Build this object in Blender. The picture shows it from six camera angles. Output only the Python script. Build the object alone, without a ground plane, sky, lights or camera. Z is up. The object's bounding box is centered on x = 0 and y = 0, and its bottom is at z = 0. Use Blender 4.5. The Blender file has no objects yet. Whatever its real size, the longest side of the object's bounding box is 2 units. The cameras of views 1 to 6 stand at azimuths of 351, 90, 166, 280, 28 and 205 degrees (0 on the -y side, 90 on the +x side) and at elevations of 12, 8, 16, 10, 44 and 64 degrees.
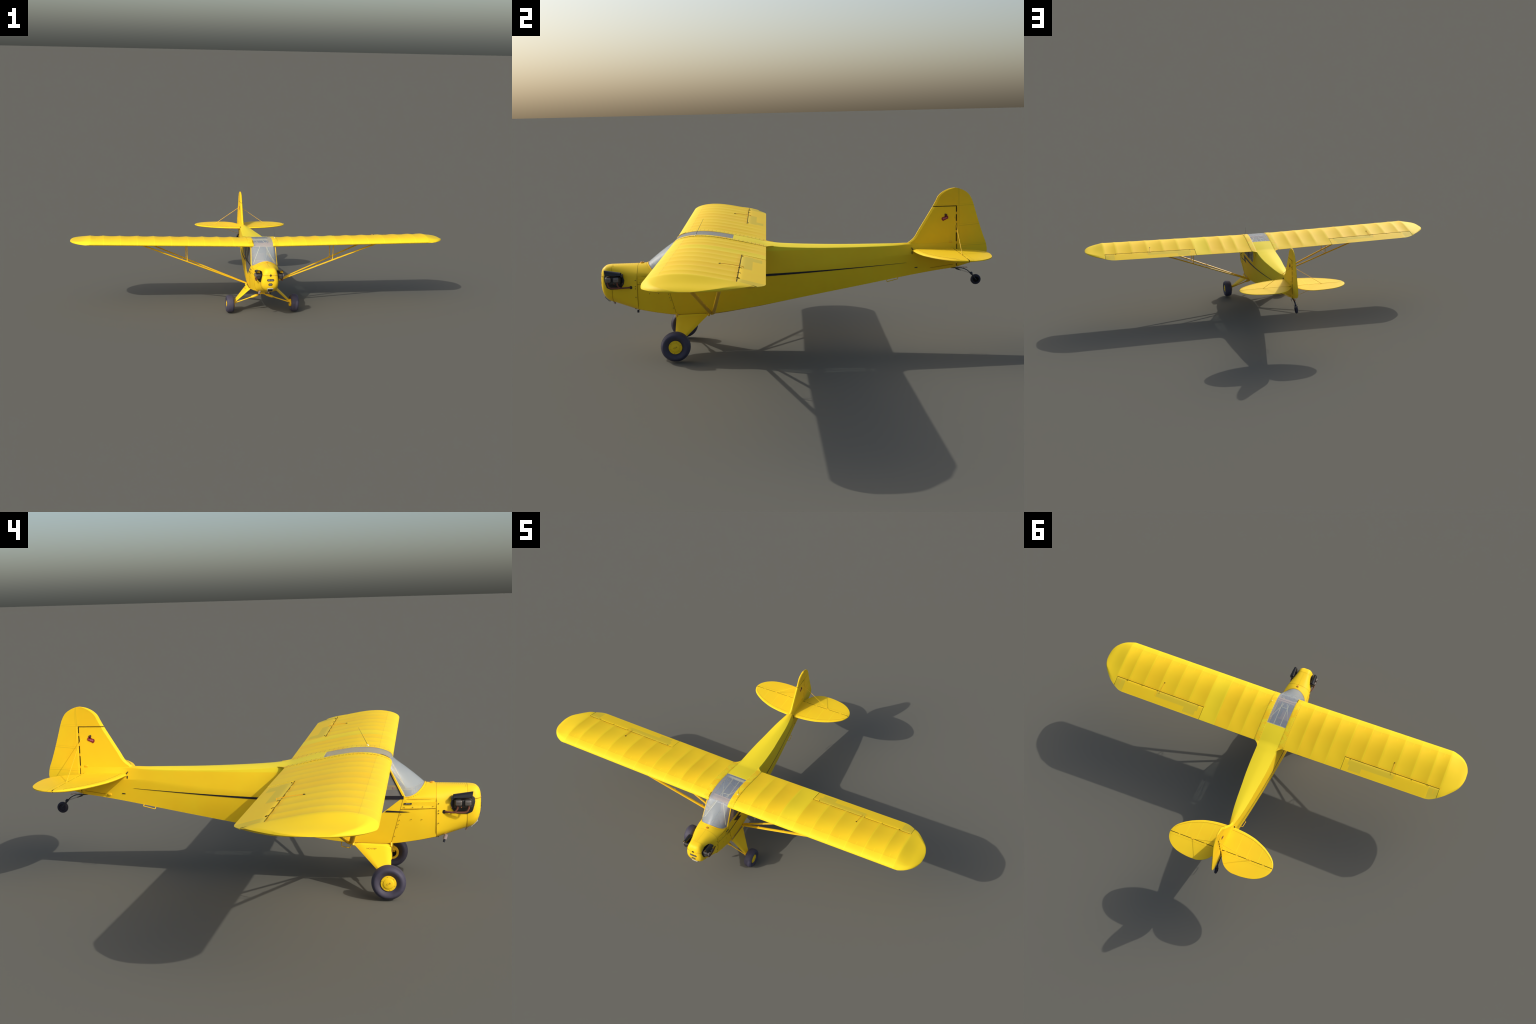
# A yellow high-wing light airplane standing on its main wheels, built part by part.
# Frame: metres, nose towards -y, wing span along x, z up.
import bpy, bmesh, math, random
import numpy as np
from mathutils import Vector, Matrix
from mathutils.geometry import delaunay_2d_cdt

random.seed(7)

# ----------------------------------------------------------------------------
# small helpers
# ----------------------------------------------------------------------------
def table(pairs):
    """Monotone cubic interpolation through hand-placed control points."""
    p = sorted(pairs)
    X = np.array([a for a, _ in p], float); Y = np.array([b for _, b in p], float)
    h = np.diff(X); d = np.diff(Y) / h
    m = np.zeros(len(X)); m[0], m[-1] = d[0], d[-1]
    for i in range(1, len(X) - 1):
        if d[i - 1] * d[i] > 0:
            w1, w2 = 2 * h[i] + h[i - 1], h[i] + 2 * h[i - 1]
            m[i] = (w1 + w2) / (w1 / d[i - 1] + w2 / d[i])
    def f(x):
        x = min(max(x, X[0]), X[-1])
        i = min(max(int(np.searchsorted(X, x)) - 1, 0), len(X) - 2)
        t = (x - X[i]) / h[i]
        return float((2*t**3-3*t**2+1)*Y[i] + (t**3-2*t**2+t)*h[i]*m[i]
                     + (-2*t**3+3*t**2)*Y[i+1] + (t**3-t**2)*h[i]*m[i+1])
    return f

def lerp(a, b, t): return a + (b - a) * t
def lin(a, b, n): return [lerp(a, b, i / (n - 1)) for i in range(n)]

def make(name, verts, faces, mat, parent, smooth=30, recalc=True, merge=0.0, solid=0.0, solid_off=-1):
    me = bpy.data.meshes.new(name)
    me.from_pydata([tuple(v) for v in verts], [], faces)
    bm = bmesh.new(); bm.from_mesh(me)
    if merge: bmesh.ops.remove_doubles(bm, verts=bm.verts, dist=merge)
    bmesh.ops.dissolve_degenerate(bm, edges=bm.edges, dist=1e-7)
    if recalc: bmesh.ops.recalc_face_normals(bm, faces=bm.faces)
    bm.to_mesh(me); bm.free()
    ob = bpy.data.objects.new(name, me)
    bpy.context.scene.collection.objects.link(ob)
    if mat: me.materials.append(mat)
    if parent: ob.parent = parent
    if solid:
        md = ob.modifiers.new('s', 'SOLIDIFY'); md.thickness = solid; md.offset = solid_off
        apply(ob)
    shade(ob, smooth)
    return ob

def apply(ob):
    dg = bpy.context.evaluated_depsgraph_get()
    me = bpy.data.meshes.new_from_object(ob.evaluated_get(dg))
    old = ob.data; ob.modifiers.clear(); ob.data = me
    me.name = old.name

def shade(ob, angle):
    me = ob.data
    if not angle:
        me.polygons.foreach_set('use_smooth', [False] * len(me.polygons)); return
    me.polygons.foreach_set('use_smooth', [True] * len(me.polygons))
    bm = bmesh.new(); bm.from_mesh(me)
    lim = math.radians(angle)
    for e in bm.edges:
        e.smooth = not (len(e.link_faces) == 2 and e.calc_face_angle(0) > lim)
    bm.to_mesh(me); bm.free()

class Geo:
    """Collects several primitive shapes into one mesh."""
    def __init__(self): self.v = []; self.f = []
    def add(self, verts, faces):
        o = len(self.v); self.v += [tuple(v) for v in verts]
        self.f += [tuple(i + o for i in f) for f in faces]
    def grid(self, rows, close_u=False, close_v=False, cap=False):
        n, m = len(rows), len(rows[0]); fs = []
        for i in range(n if close_u else n - 1):
            for j in range(m if close_v else m - 1):
                a, b = i, (i + 1) % n; c, d = j, (j + 1) % m
                fs.append((a*m+c, a*m+d, b*m+d, b*m+c))
        if cap:
            fs.append(tuple(range(m))); fs.append(tuple((n-1)*m + k for k in range(m)))
        self.add([p for r in rows for p in r], fs)
    def tube(self, pts, r, n=10, cap=True, flat=1.0, up=None):
        pts = [Vector(p) for p in pts]; k = len(pts)
        rr = r if isinstance(r, (list, tuple)) else [r] * k
        rows = []; ref = Vector(up) if up else None
        for i, p in enumerate(pts):
            t = (pts[min(i+1, k-1)] - pts[max(i-1, 0)]).normalized()
            if ref is None:
                ref = Vector((0, 0, 1)) if abs(t.z) < .8 else Vector((0, 1, 0))
            a = (ref - t * ref.dot(t)).normalized(); b = t.cross(a)
            if not up: ref = a
            rows.append([p + (a*math.cos(w)*flat + b*math.sin(w)) * rr[i]
                         for w in [2*math.pi*j/n for j in range(n)]])
        self.grid(rows, close_v=True, cap=cap)
    def box(self, c, s, rot=None):
        M = rot or Matrix.Identity(3); c = Vector(c)
        vs = [c + M @ Vector((x*s[0]/2, y*s[1]/2, z*s[2]/2))
              for x in (-1, 1) for y in (-1, 1) for z in (-1, 1)]
        self.add(vs, [(0,1,3,2),(4,6,7,5),(0,4,5,1),(2,3,7,6),(0,2,6,4),(1,5,7,3)])
    def ball(self, c, r, n=10, s=(1,1,1)):
        c = Vector(c); rows = []
        for i in range(n + 1):
            th = math.pi * i / n
            rows.append([c + Vector((math.sin(th)*math.cos(2*math.pi*j/(n*2))*r*s[0],
                         math.sin(th)*math.sin(2*math.pi*j/(n*2))*r*s[1], math.cos(th)*r*s[2]))
                         for j in range(n*2)])
        self.grid(rows, close_v=True)
    def lathe(self, profile, centre, axis='x', n=48):
        """profile: (axial, radius) pairs turned about an axis."""
        c = Vector(centre); rows = []
        for a, r in profile:
            row = []
            for j in range(n):
                w = 2*math.pi*j/n; u, v = r*math.cos(w), r*math.sin(w)
                d = {'x': (a, u, v), 'y': (u, a, v), 'z': (u, v, a)}[axis]
                row.append(c + Vector(d))
            rows.append(row)
        self.grid(rows, close_v=True)
    def make(self, name, mat, parent, smooth=30, **k):
        return make(name, self.v, self.f, mat, parent, smooth, **k)

def bevel(ob, w, seg=2, angle=30):
    md = ob.modifiers.new('b', 'BEVEL'); md.width = w; md.segments = seg
    md.limit_method = 'ANGLE'; md.angle_limit = math.radians(angle)
    apply(ob); shade(ob, 35); return ob

def fill2d(outer, holes=(), grid=None):
    """Triangulate a polygon with holes; optional interior grid step for curved patches."""
    pts, edges = [], []
    def ring(p):
        o = len(pts); pts.extend(Vector(q) for q in p)
        edges.extend((o+i, o+(i+1) % len(p)) for i in range(len(p)))
    ring(outer)
    for h in holes: ring(h)
    if grid:
        xs = [p[0] for p in outer]; ys = [p[1] for p in outer]
        x = min(xs) + grid/2
        while x < max(xs):
            y = min(ys) + grid/2
            while y < max(ys):
                if inside((x, y), outer, grid*.3) and not any(inside((x, y), h) for h in holes): pts.append(Vector((x, y)))
                y += grid
            x += grid
    v, e, f, *_ = delaunay_2d_cdt(pts, edges, [], 0, 1e-7)
    out = []
    for t in f:
        c = (sum(v[i][0] for i in t)/len(t), sum(v[i][1] for i in t)/len(t))
        if inside(c, outer) and not any(inside(c, h) for h in holes): out.append(tuple(t))
    return [tuple(q) for q in v], out

def inside(p, poly, margin=0):
    x, y = p; r = False; n = len(poly)
    for i in range(n):
        (x1, y1), (x2, y2) = poly[i][:2], poly[(i+1) % n][:2]
        if (y1 > y) != (y2 > y) and x < (x2-x1)*(y-y1)/(y2-y1)+x1: r = not r
        if margin:
            dx, dy = x2-x1, y2-y1; L = dx*dx+dy*dy
            t = max(0, min(1, ((x-x1)*dx+(y-y1)*dy)/L)) if L else 0
            if math.hypot(x-x1-t*dx, y-y1-t*dy) < margin: return False
    return r

def densify(poly, step):
    out = []
    for i, a in enumerate(poly):
        b = poly[(i+1) % len(poly)]
        n = max(1, int(math.hypot(b[0]-a[0], b[1]-a[1]) / step))
        out += [(lerp(a[0], b[0], k/n), lerp(a[1], b[1], k/n)) for k in range(n)]
    return out

# ----------------------------------------------------------------------------
# materials
# ----------------------------------------------------------------------------
class Nodes:
    def __init__(self, name):
        self.m = bpy.data.materials.new(name); self.m.use_nodes = True
        self.t = self.m.node_tree; self.p = self.t.nodes['Principled BSDF']
        self.out = self.t.nodes['Material Output']
        self.co = self.t.nodes.new('ShaderNodeTexCoord').outputs['Object']
        s = self.t.nodes.new('ShaderNodeSeparateXYZ'); self.t.links.new(self.co, s.inputs[0])
        self.x, self.y, self.z = s.outputs
    def link(self, a, b): self.t.links.new(a, b)
    def put(self, sock, v):
        if isinstance(v, bpy.types.NodeSocket): self.link(v, sock)
        else: sock.default_value = v
    def math(self, op, a, b=0.0, c=None):
        n = self.t.nodes.new('ShaderNodeMath'); n.operation = op
        self.put(n.inputs[0], a); self.put(n.inputs[1], b)
        if c is not None: self.put(n.inputs[2], c)
        return n.outputs[0]
    def ramp_lin(self, v, a, b):
        n = self.t.nodes.new('ShaderNodeMapRange'); self.put(n.inputs['Value'], v)
        n.inputs['From Min'].default_value = a; n.inputs['From Max'].default_value = b
        return n.outputs[0]
    def between(self, v, a, b, soft=.0006):
        return self.math('MULTIPLY', self.ramp_lin(v, a-soft, a+soft), self.ramp_lin(v, b+soft, b-soft))
    def box(self, x0, x1, y0, y1, ax=None, soft=.0006):
        return self.math('MULTIPLY', self.between(ax or self.x, x0, x1, soft), self.between(self.y, y0, y1, soft))
    def any(self, *ms):
        r = ms[0]
        for q in ms[1:]: r = self.math('MAXIMUM', r, q)
        return r
    def mul(self, a, b): return self.math('MULTIPLY', a, b)
    def mix(self, fac, a, b):
        n = self.t.nodes.new('ShaderNodeMix'); n.data_type = 'RGBA'
        self.put(n.inputs[0], fac)
        self.put(n.inputs[6], a if isinstance(a, bpy.types.NodeSocket) else (*a, 1))
        self.put(n.inputs[7], b if isinstance(b, bpy.types.NodeSocket) else (*b, 1))
        return n.outputs[2]
    def noise(self, scale, detail=3, stretch=(1, 1, 1)):
        mp = self.t.nodes.new('ShaderNodeMapping'); self.link(self.co, mp.inputs[0])
        mp.inputs['Scale'].default_value = stretch
        n = self.t.nodes.new('ShaderNodeTexNoise'); self.link(mp.outputs[0], n.inputs['Vector'])
        n.inputs['Scale'].default_value = scale; n.inputs['Detail'].default_value = detail
        return n.outputs['Fac']
    def bump(self, h, strength=.2, dist=.001):
        b = self.t.nodes.new('ShaderNodeBump'); b.inputs['Strength'].default_value = strength
        b.inputs['Distance'].default_value = dist
        self.link(h, b.inputs['Height']); self.link(b.outputs[0], self.p.inputs['Normal'])
    def finish(self, col, rough=.5, spec=.3, metal=0.0, coat=0.0):
        self.put(self.p.inputs['Base Color'], col if isinstance(col, bpy.types.NodeSocket) else (*col, 1))
        self.put(self.p.inputs['Roughness'], rough)
        self.p.inputs['Specular IOR Level'].default_value = spec
        self.p.inputs['Metallic'].default_value = metal
        self.p.inputs['Coat Weight'].default_value = coat
        return self.m

YEL = (.95, .632, .018)      # warm aircraft yellow
LEM = (.91, .700, .024)       # lemon patch
ORA = (.93, .510, .014)       # warmer patch
DUL = (.74, .54, .034)       # dull, repainted patch
SEAM = (.45, .27, .012)      # thin panel seams
BLACK = (.012, .012, .020)

def yellow(name, a=YEL, b=ORA, c=LEM, amount=.35):
    n = Nodes(name)
    k = n.ramp_lin(n.noise(9, 4), .40, .66)
    col = n.mix(n.mul(k, amount), a, b)
    k2 = n.ramp_lin(n.noise(14, 3, (1, 1.3, .7)), .52, .72)
    col = n.mix(n.mul(k2, amount * .8), col, c)
    return n, col

def flat_mat(name, col, rough=.5, spec=.3, metal=0, var=.25, scale=60, coat=0):
    n = Nodes(name)
    d = tuple(x * .6 for x in col)
    k = n.ramp_lin(n.noise(scale, 4), .35, .7)
    return n.finish(n.mix(n.mul(k, var), col, d), rough, spec, metal, coat)

RIBS = [.0776, .156, .229, .309, .393, .481, .568, .6566, .7427, .8295, .897]

def wing_mat():
    n, col = yellow('wing_fabric_yellow', amount=.18)
    ax = n.math('ABSOLUTE', n.x)
    # one re-covered lemon bay on the left wing, slightly warmer bays elsewhere
    col = n.mix(n.mul(n.between(n.x, .309, .393, .001), .75), col, LEM)
    for a, b, s in ((.229, .309, 1), (.481, .568, -1), (.6566, .7427, 1), (.156, .229, -1), (.393, .481, -1)):
        col = n.mix(n.mul(n.between(n.x, min(s*a, s*b), max(s*a, s*b), .001), .22), col, ORA)
    # leading edge band and tip bow in a paler, more lemon yellow
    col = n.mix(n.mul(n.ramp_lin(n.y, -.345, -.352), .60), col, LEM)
    col = n.mix(n.mul(n.ramp_lin(ax, .896, .899), .30), col, LEM)
    # rib tapes and short nose ribs, painted paler where sunlight catches the ridges
    tape = None
    for i, r in enumerate(RIBS):
        m = n.between(ax, r - .0016, r + .0016, .0008)
        tape = m if tape is None else n.any(tape, m)
    col = n.mix(n.mul(tape, .60), col, (.96, .77, .024))
    nose = None
    for a, b in zip(RIBS[:-1], RIBS[1:]):
        m = n.box((a+b)/2 - .0013, (a+b)/2 + .0013, -.352, -.330, ax, .0008)
        nose = m if nose is None else n.any(nose, m)
    col = n.mix(n.mul(nose, .50), col, (.96, .78, .024))
    # spar line seam behind the nose sheet
    col = n.mix(n.mul(n.box(.08, .897, -.3478, -.3468, ax, .0005), .40), col, (.62, .36, .014))
    # warm margin in front of the aileron cut-out
    col = n.mix(n.mul(n.box(.385, .905, -.170, -.16, ax, .003), .35), col, ORA)
    return n.finish(col, .58, .14)

def aileron_mat():
    n, col = yellow('aileron_fabric_yellow', amount=.15)
    ax = n.math('ABSOLUTE', n.x)
    patch = n.any(n.box(.42, .66, -.1600, -.1265, ax, .001), n.box(.43, .495, -.13, -.101, ax, .001),
                  n.box(.845, .90, -.16, -.09, ax, .001))
    col = n.mix(n.mul(patch, .8), col, DUL)
    col = n.mix(n.mul(n.box(.660, .668, -.158, -.127, ax, .0015), .5), col, ORA)
    col = n.mix(n.mul(n.box(.868, .874, -.148, -.125, ax, .002), .5), col, ORA)
    return n.finish(col, .58, .14)

def fuselage_mat():
    n, col = yellow('fuselage_fabric_yellow', amount=.25)
    # the top deck is a greener yellow than the sides
    top = n.mul(n.ramp_lin(n.y, -.5, -.36), n.ramp_lin(n.z, .3262, .3300))
    top = n.mul(top, n.ramp_lin(n.y, .36, .30))
    col = n.mix(n.mul(top, .85), col, (.93, .74, .028))
    return n.finish(col, .58, .14)

def cowl_mat():
    n, col = yellow('metal_cowl_yellow', amount=.12)
    return n.finish(col, .50, .18)

def plain_yellow():
    n, col = yellow('painted_tube_yellow', a=(.90, .55, .015), amount=.3)
    return n.finish(col, .45, .3)

def tail_mat():
    n, col = yellow('tail_fabric_yellow', amount=.2)
    ax = n.math('ABSOLUTE', n.x)
    seam = n.mul(n.mul(n.between(n.y, .534, .5352, .0005), n.ramp_lin(ax, .01, .014)), .35)
    col = n.mix(seam, col, SEAM)
    rib = None
    for r in (.075, .135, .195):
        m = n.mul(n.between(ax, r - .0014, r + .0014, .0007), n.ramp_lin(n.y, .5195, .5185))
        rib = m if rib is None else n.any(rib, m)
    col = n.mix(n.mul(rib, .45), col, (.96, .78, .024))
    return n.finish(col, .58, .14)

def rudder_mat():
    n, col = yellow('rudder_fabric_yellow', amount=.4)
    m = n.any(n.mul(n.between(n.y, .5372, .5384), n.ramp_lin(n.z, .30, .31)),
              n.mul(n.between(n.y, .5410, .5418), n.ramp_lin(n.z, .30, .31)))
    for z, s in ((.4575, .035), (.392, .09), (.3255, .04)):
        zz = n.math('SUBTRACT', n.z, n.mul(n.math('SUBTRACT', n.y, .56), s))
        m = n.any(m, n.between(zz, z - .0007, z + .0003), n.mul(n.between(zz, z + .005, z + .0056), .6))
    col = n.mix(n.mul(m, .5), col, (.42, .30, .02))
    return n.finish(col, .58, .14)

def strip_mat():
    n = Nodes('root_fairing_yellow')
    k = n.ramp_lin(n.noise(38, 3), .42, .62)
    col = n.mix(k, (.94, .57, .014), (.91, .69, .025))
    return n.finish(col, .55, .14)

def glass_mat(name, tint, opacity, rough=.18, grain=0.0):
    """Scuffed acrylic: a grey film with clear sheet showing the cabin through it."""
    n = Nodes(name)
    col = tint
    k = n.noise(420, 2)
    col = n.mix(n.mul(n.ramp_lin(k, .35, .65), .3), tint, tuple(min(1, c*1.35) for c in tint))
    n.finish(col, rough, .5)
    tr = n.t.nodes.new('ShaderNodeBsdfTransparent'); tr.inputs[0].default_value = (.93, .96, .97, 1)
    mx = n.t.nodes.new('ShaderNodeMixShader'); mx.inputs[0].default_value = opacity
    n.link(tr.outputs[0], mx.inputs[1]); n.link(n.p.outputs[0], mx.inputs[2])
    n.link(mx.outputs[0], n.out.inputs[0])
    return n.m

M_WING, M_AIL, M_FUS, M_COWL, M_TUBE = wing_mat(), aileron_mat(), fuselage_mat(), cowl_mat(), plain_yellow()
M_TAIL, M_RUD, M_STRIP = tail_mat(), rudder_mat(), strip_mat()
M_BLACK = flat_mat('black_paint', BLACK, .4, .4, var=.2)
M_GAP = flat_mat('dark_gap', (.045, .030, .008), .8, .1)
M_SLIT = flat_mat('olive_slit', (.13, .085, .010), .8, .1)
M_SEAM = flat_mat('brown_seam', (.42, .24, .010), .7, .2)
M_RIVET = flat_mat('rivet_heads', (.30, .20, .025), .5, .3)
M_TYRE = flat_mat('tyre_rubber', (.060, .056, .090), .62, .35, var=.3, scale=90)
M_TAILTYRE = flat_mat('tail_tyre_rubber', (.022, .022, .040), .6, .3)
M_HUBDARK = flat_mat('hub_bore', (.012, .011, .010), .8, .1)
M_ENGINE = flat_mat('engine_grey', (.055, .052, .050), .5, .5, metal=.2, var=.5, scale=120)
M_BAFFLE = flat_mat('black_baffle', (.012, .012, .013), .35, .5)
M_ROCKER = flat_mat('rocker_alloy', (.20, .18, .165), .38, .5, metal=.5, var=.4)
M_PIPE = flat_mat('rusty_exhaust', (.20, .070, .045), .6, .3, var=.5, scale=150)
M_STEEL = flat_mat('blued_steel', (.030, .036, .055), .4, .5, metal=.4)
M_COPPER = flat_mat('copper_fitting', (.36, .11, .04), .5, .4)
M_ALLOY = flat_mat('pale_alloy', (.45, .36, .36), .45, .5, metal=.3, var=.4)
M_RIM = flat_mat('pale_frame', (.40, .40, .36), .5, .3)
M_MESHGREY = flat_mat('intake_grey', (.18, .165, .17), .6, .3, var=.6, scale=400)
M_WHITE = flat_mat('white_plastic', (.75, .75, .68), .4, .4)
M_GLASS = glass_mat('windscreen_acrylic', (.65, .70, .72), .27, .30)
M_SKY = glass_mat('skylight_acrylic', (.53, .57, .62), .27, .35)
M_SIDE = glass_mat('side_window_acrylic', (.36, .36, .35), .30, .12)
M_CREAM = flat_mat('cream_tube', (.90, .76, .36), .5, .3)
M_SPAR = flat_mat('varnished_spar', (.72, .38, .17), .5, .3)
M_SEAT = flat_mat('tan_upholstery', (.38, .19, .11), .8, .2, var=.5, scale=25)
M_CABIN = flat_mat('cabin_lining_grey', (.16, .14, .12), .8, .2, var=.5, scale=20)
M_PANEL = flat_mat('instrument_black', (.03, .032, .036), .5, .3)
M_REDKNOB = flat_mat('red_knob', (.55, .03, .03), .4, .4)
M_CAP = flat_mat('orange_cap', (.88, .42, .012), .4, .4)
M_RED = flat_mat('badge_red', (.26, .018, .022), .5, .3)
M_PINK = flat_mat('badge_pink', (.45, .13, .20), .5, .3)
M_BROWN = flat_mat('badge_brown', (.10, .04, .03), .5, .3)
M_TEXT = flat_mat('brown_lettering', (.25, .12, .02), .6, .2)
M_PLATE = flat_mat('nameplate_dark', (.05, .045, .04), .5, .4)

# ----------------------------------------------------------------------------
# the thing
# ----------------------------------------------------------------------------
plane = bpy.data.objects.new('light_airplane', None)
bpy.context.scene.collection.objects.link(plane)
plane['label'] = 'bright yellow high-wing two-seat fabric airplane with black lightning stripe'
plane['category'] = 'airplane'

# ----------------------------------------------------------------------------
# wing
# ----------------------------------------------------------------------------
ROOT, TIPRIB, TIP = .053, .898, 1.0
LE0, TE0, AIL = -.388, -.0905, -.1612
AIL_IN, AIL_OUT = .394, .8965
up_z = table([(-.388, .3570), (-.3865, .3618), (-.383, .3660), (-.376, .3708), (-.365, .3757), (-.35, .3800), (-.33, .3833),
              (-.31, .3845), (-.285, .3838), (-.25, .3797), (-.212, .3727), (-.197, .3697), (-.161, .3622),
              (-.125, .3535), (-.0905, .3446)])
lo_z = table([(-.388, .3570), (-.3865, .3535), (-.382, .3512), (-.37, .3492), (-.35, .3484), (-.30, .3478), (-.25, .3473),
              (-.2, .3466), (-.15, .3453), (-.1, .3434), (-.0905, .3432)])
le_y = table([(0, LE0), (.898, LE0), (.915, -.3855), (.94, -.3757), (.958, -.364), (.9705, -.3523), (.982, -.338), (.989, -.326), (.995, -.311), (.999, -.293), (1.0, -.262)])
te_y = table([(0, TE0), (.838, TE0), (.85, -.0915), (.862, -.094), (.877, -.1005), (.8975, -.112), (.924, -.131), (.954, -.161), (.972, -.182), (.984, -.200), (.993, -.222), (.998, -.243), (1.0, -.262)])

tip_top = table([(0, 1), (.25, .76), (.52, .51), (.82, .28), (.95, .11), (1, 0)])
tip_low = table([(0, 1), (.39, .78), (.65, .59), (.92, .24), (1, 0)])
FA = (AIL - LE0) / (TE0 - LE0)

def dihedral(ax): return .0155 * (ax - ROOT)

def rib_sag(ax, y):
    """Fabric sinks between the ribs."""
    if ax < RIBS[0] or ax > RIBS[-1]: return 0.0
    for a, b in zip(RIBS[:-1], RIBS[1:]):
        if a <= ax <= b:
            u = (ax - a) / (b - a); break
    w = min(1, max(0, (y + .374) / .034)) * min(1, max(0, (-.092 - y) / .06))
    return .0031 * w * (math.sin(math.pi * u) ** .8)

def wing_point(ax, f, upper):
    """f: chord fraction 0..1 measured on the untapered section."""
    yl, yt = le_y(ax), te_y(ax)
    c = (yt - yl)
    y0 = LE0 + f * (TE0 - LE0)
    y = y0
    zu, zl = up_z(y0), lo_z(y0)
    if ax > TIPRIB:
        # bowed tip: the top slopes down to the bow, the underside stays level
        q = (ax - TIPRIB) / (TIP - TIPRIB)
        y = yl + f * c
        mid = lerp(.3520, .3558, q)
        e = math.sqrt(max(0, min(1, f / .06))) * math.sqrt(max(0, min(1, (1 - f) / .05)))
        e = lerp(1, e, min(1, q * 5))
        zu = mid + (up_z(y) - mid) * tip_top(q) * e
        zl = mid + (lo_z(y) - mid) * tip_low(q) * e
        if f in (0, 1) or q >= 1: zu = zl = (zu + zl) / 2
    elif f > FA and ax > AIL_OUT - 1e-6:
        # stub of wing outboard of the aileron
        t = (f - FA) / (1 - FA)
        y = lerp(AIL, yt, t)
        zu, zl = up_z(y), lo_z(y)
        zl2 = lerp(zl, (zu + zl)/2, t ** 4); zu = lerp(zu, (zu + zl)/2, t ** 4); zl = zl2
    z = zu if upper else zl
    if upper: z -= rib_sag(ax, y)
    else: z += .45 * rib_sag(ax, y)
    return y, z + dihedral(ax)

FA = (AIL - LE0) / (TE0 - LE0)
front_f = [FA * (1 - math.cos(math.pi/2 * i/22)) ** 1.0 for i in range(23)]
front_f = [FA * (i/22) ** 1.7 for i in range(23)]
rear_f = lin(FA, 1, 7)

def wing_stations():
    s = [ROOT]
    marks = [ROOT] + RIBS
    for a, b in zip(marks[:-1], marks[1:]):
        s += lin(a, b, 11)[1:]
    s = [v for v in s if abs(v - AIL_IN) > .002 and abs(v - AIL_OUT) > .002] + [AIL_IN, AIL_OUT]
    s += [TIPRIB + (TIP - TIPRIB) * math.sin(math.pi/2 * i/22) for i in range(1, 23)]
    return sorted(set(round(v, 6) for v in s))

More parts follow.
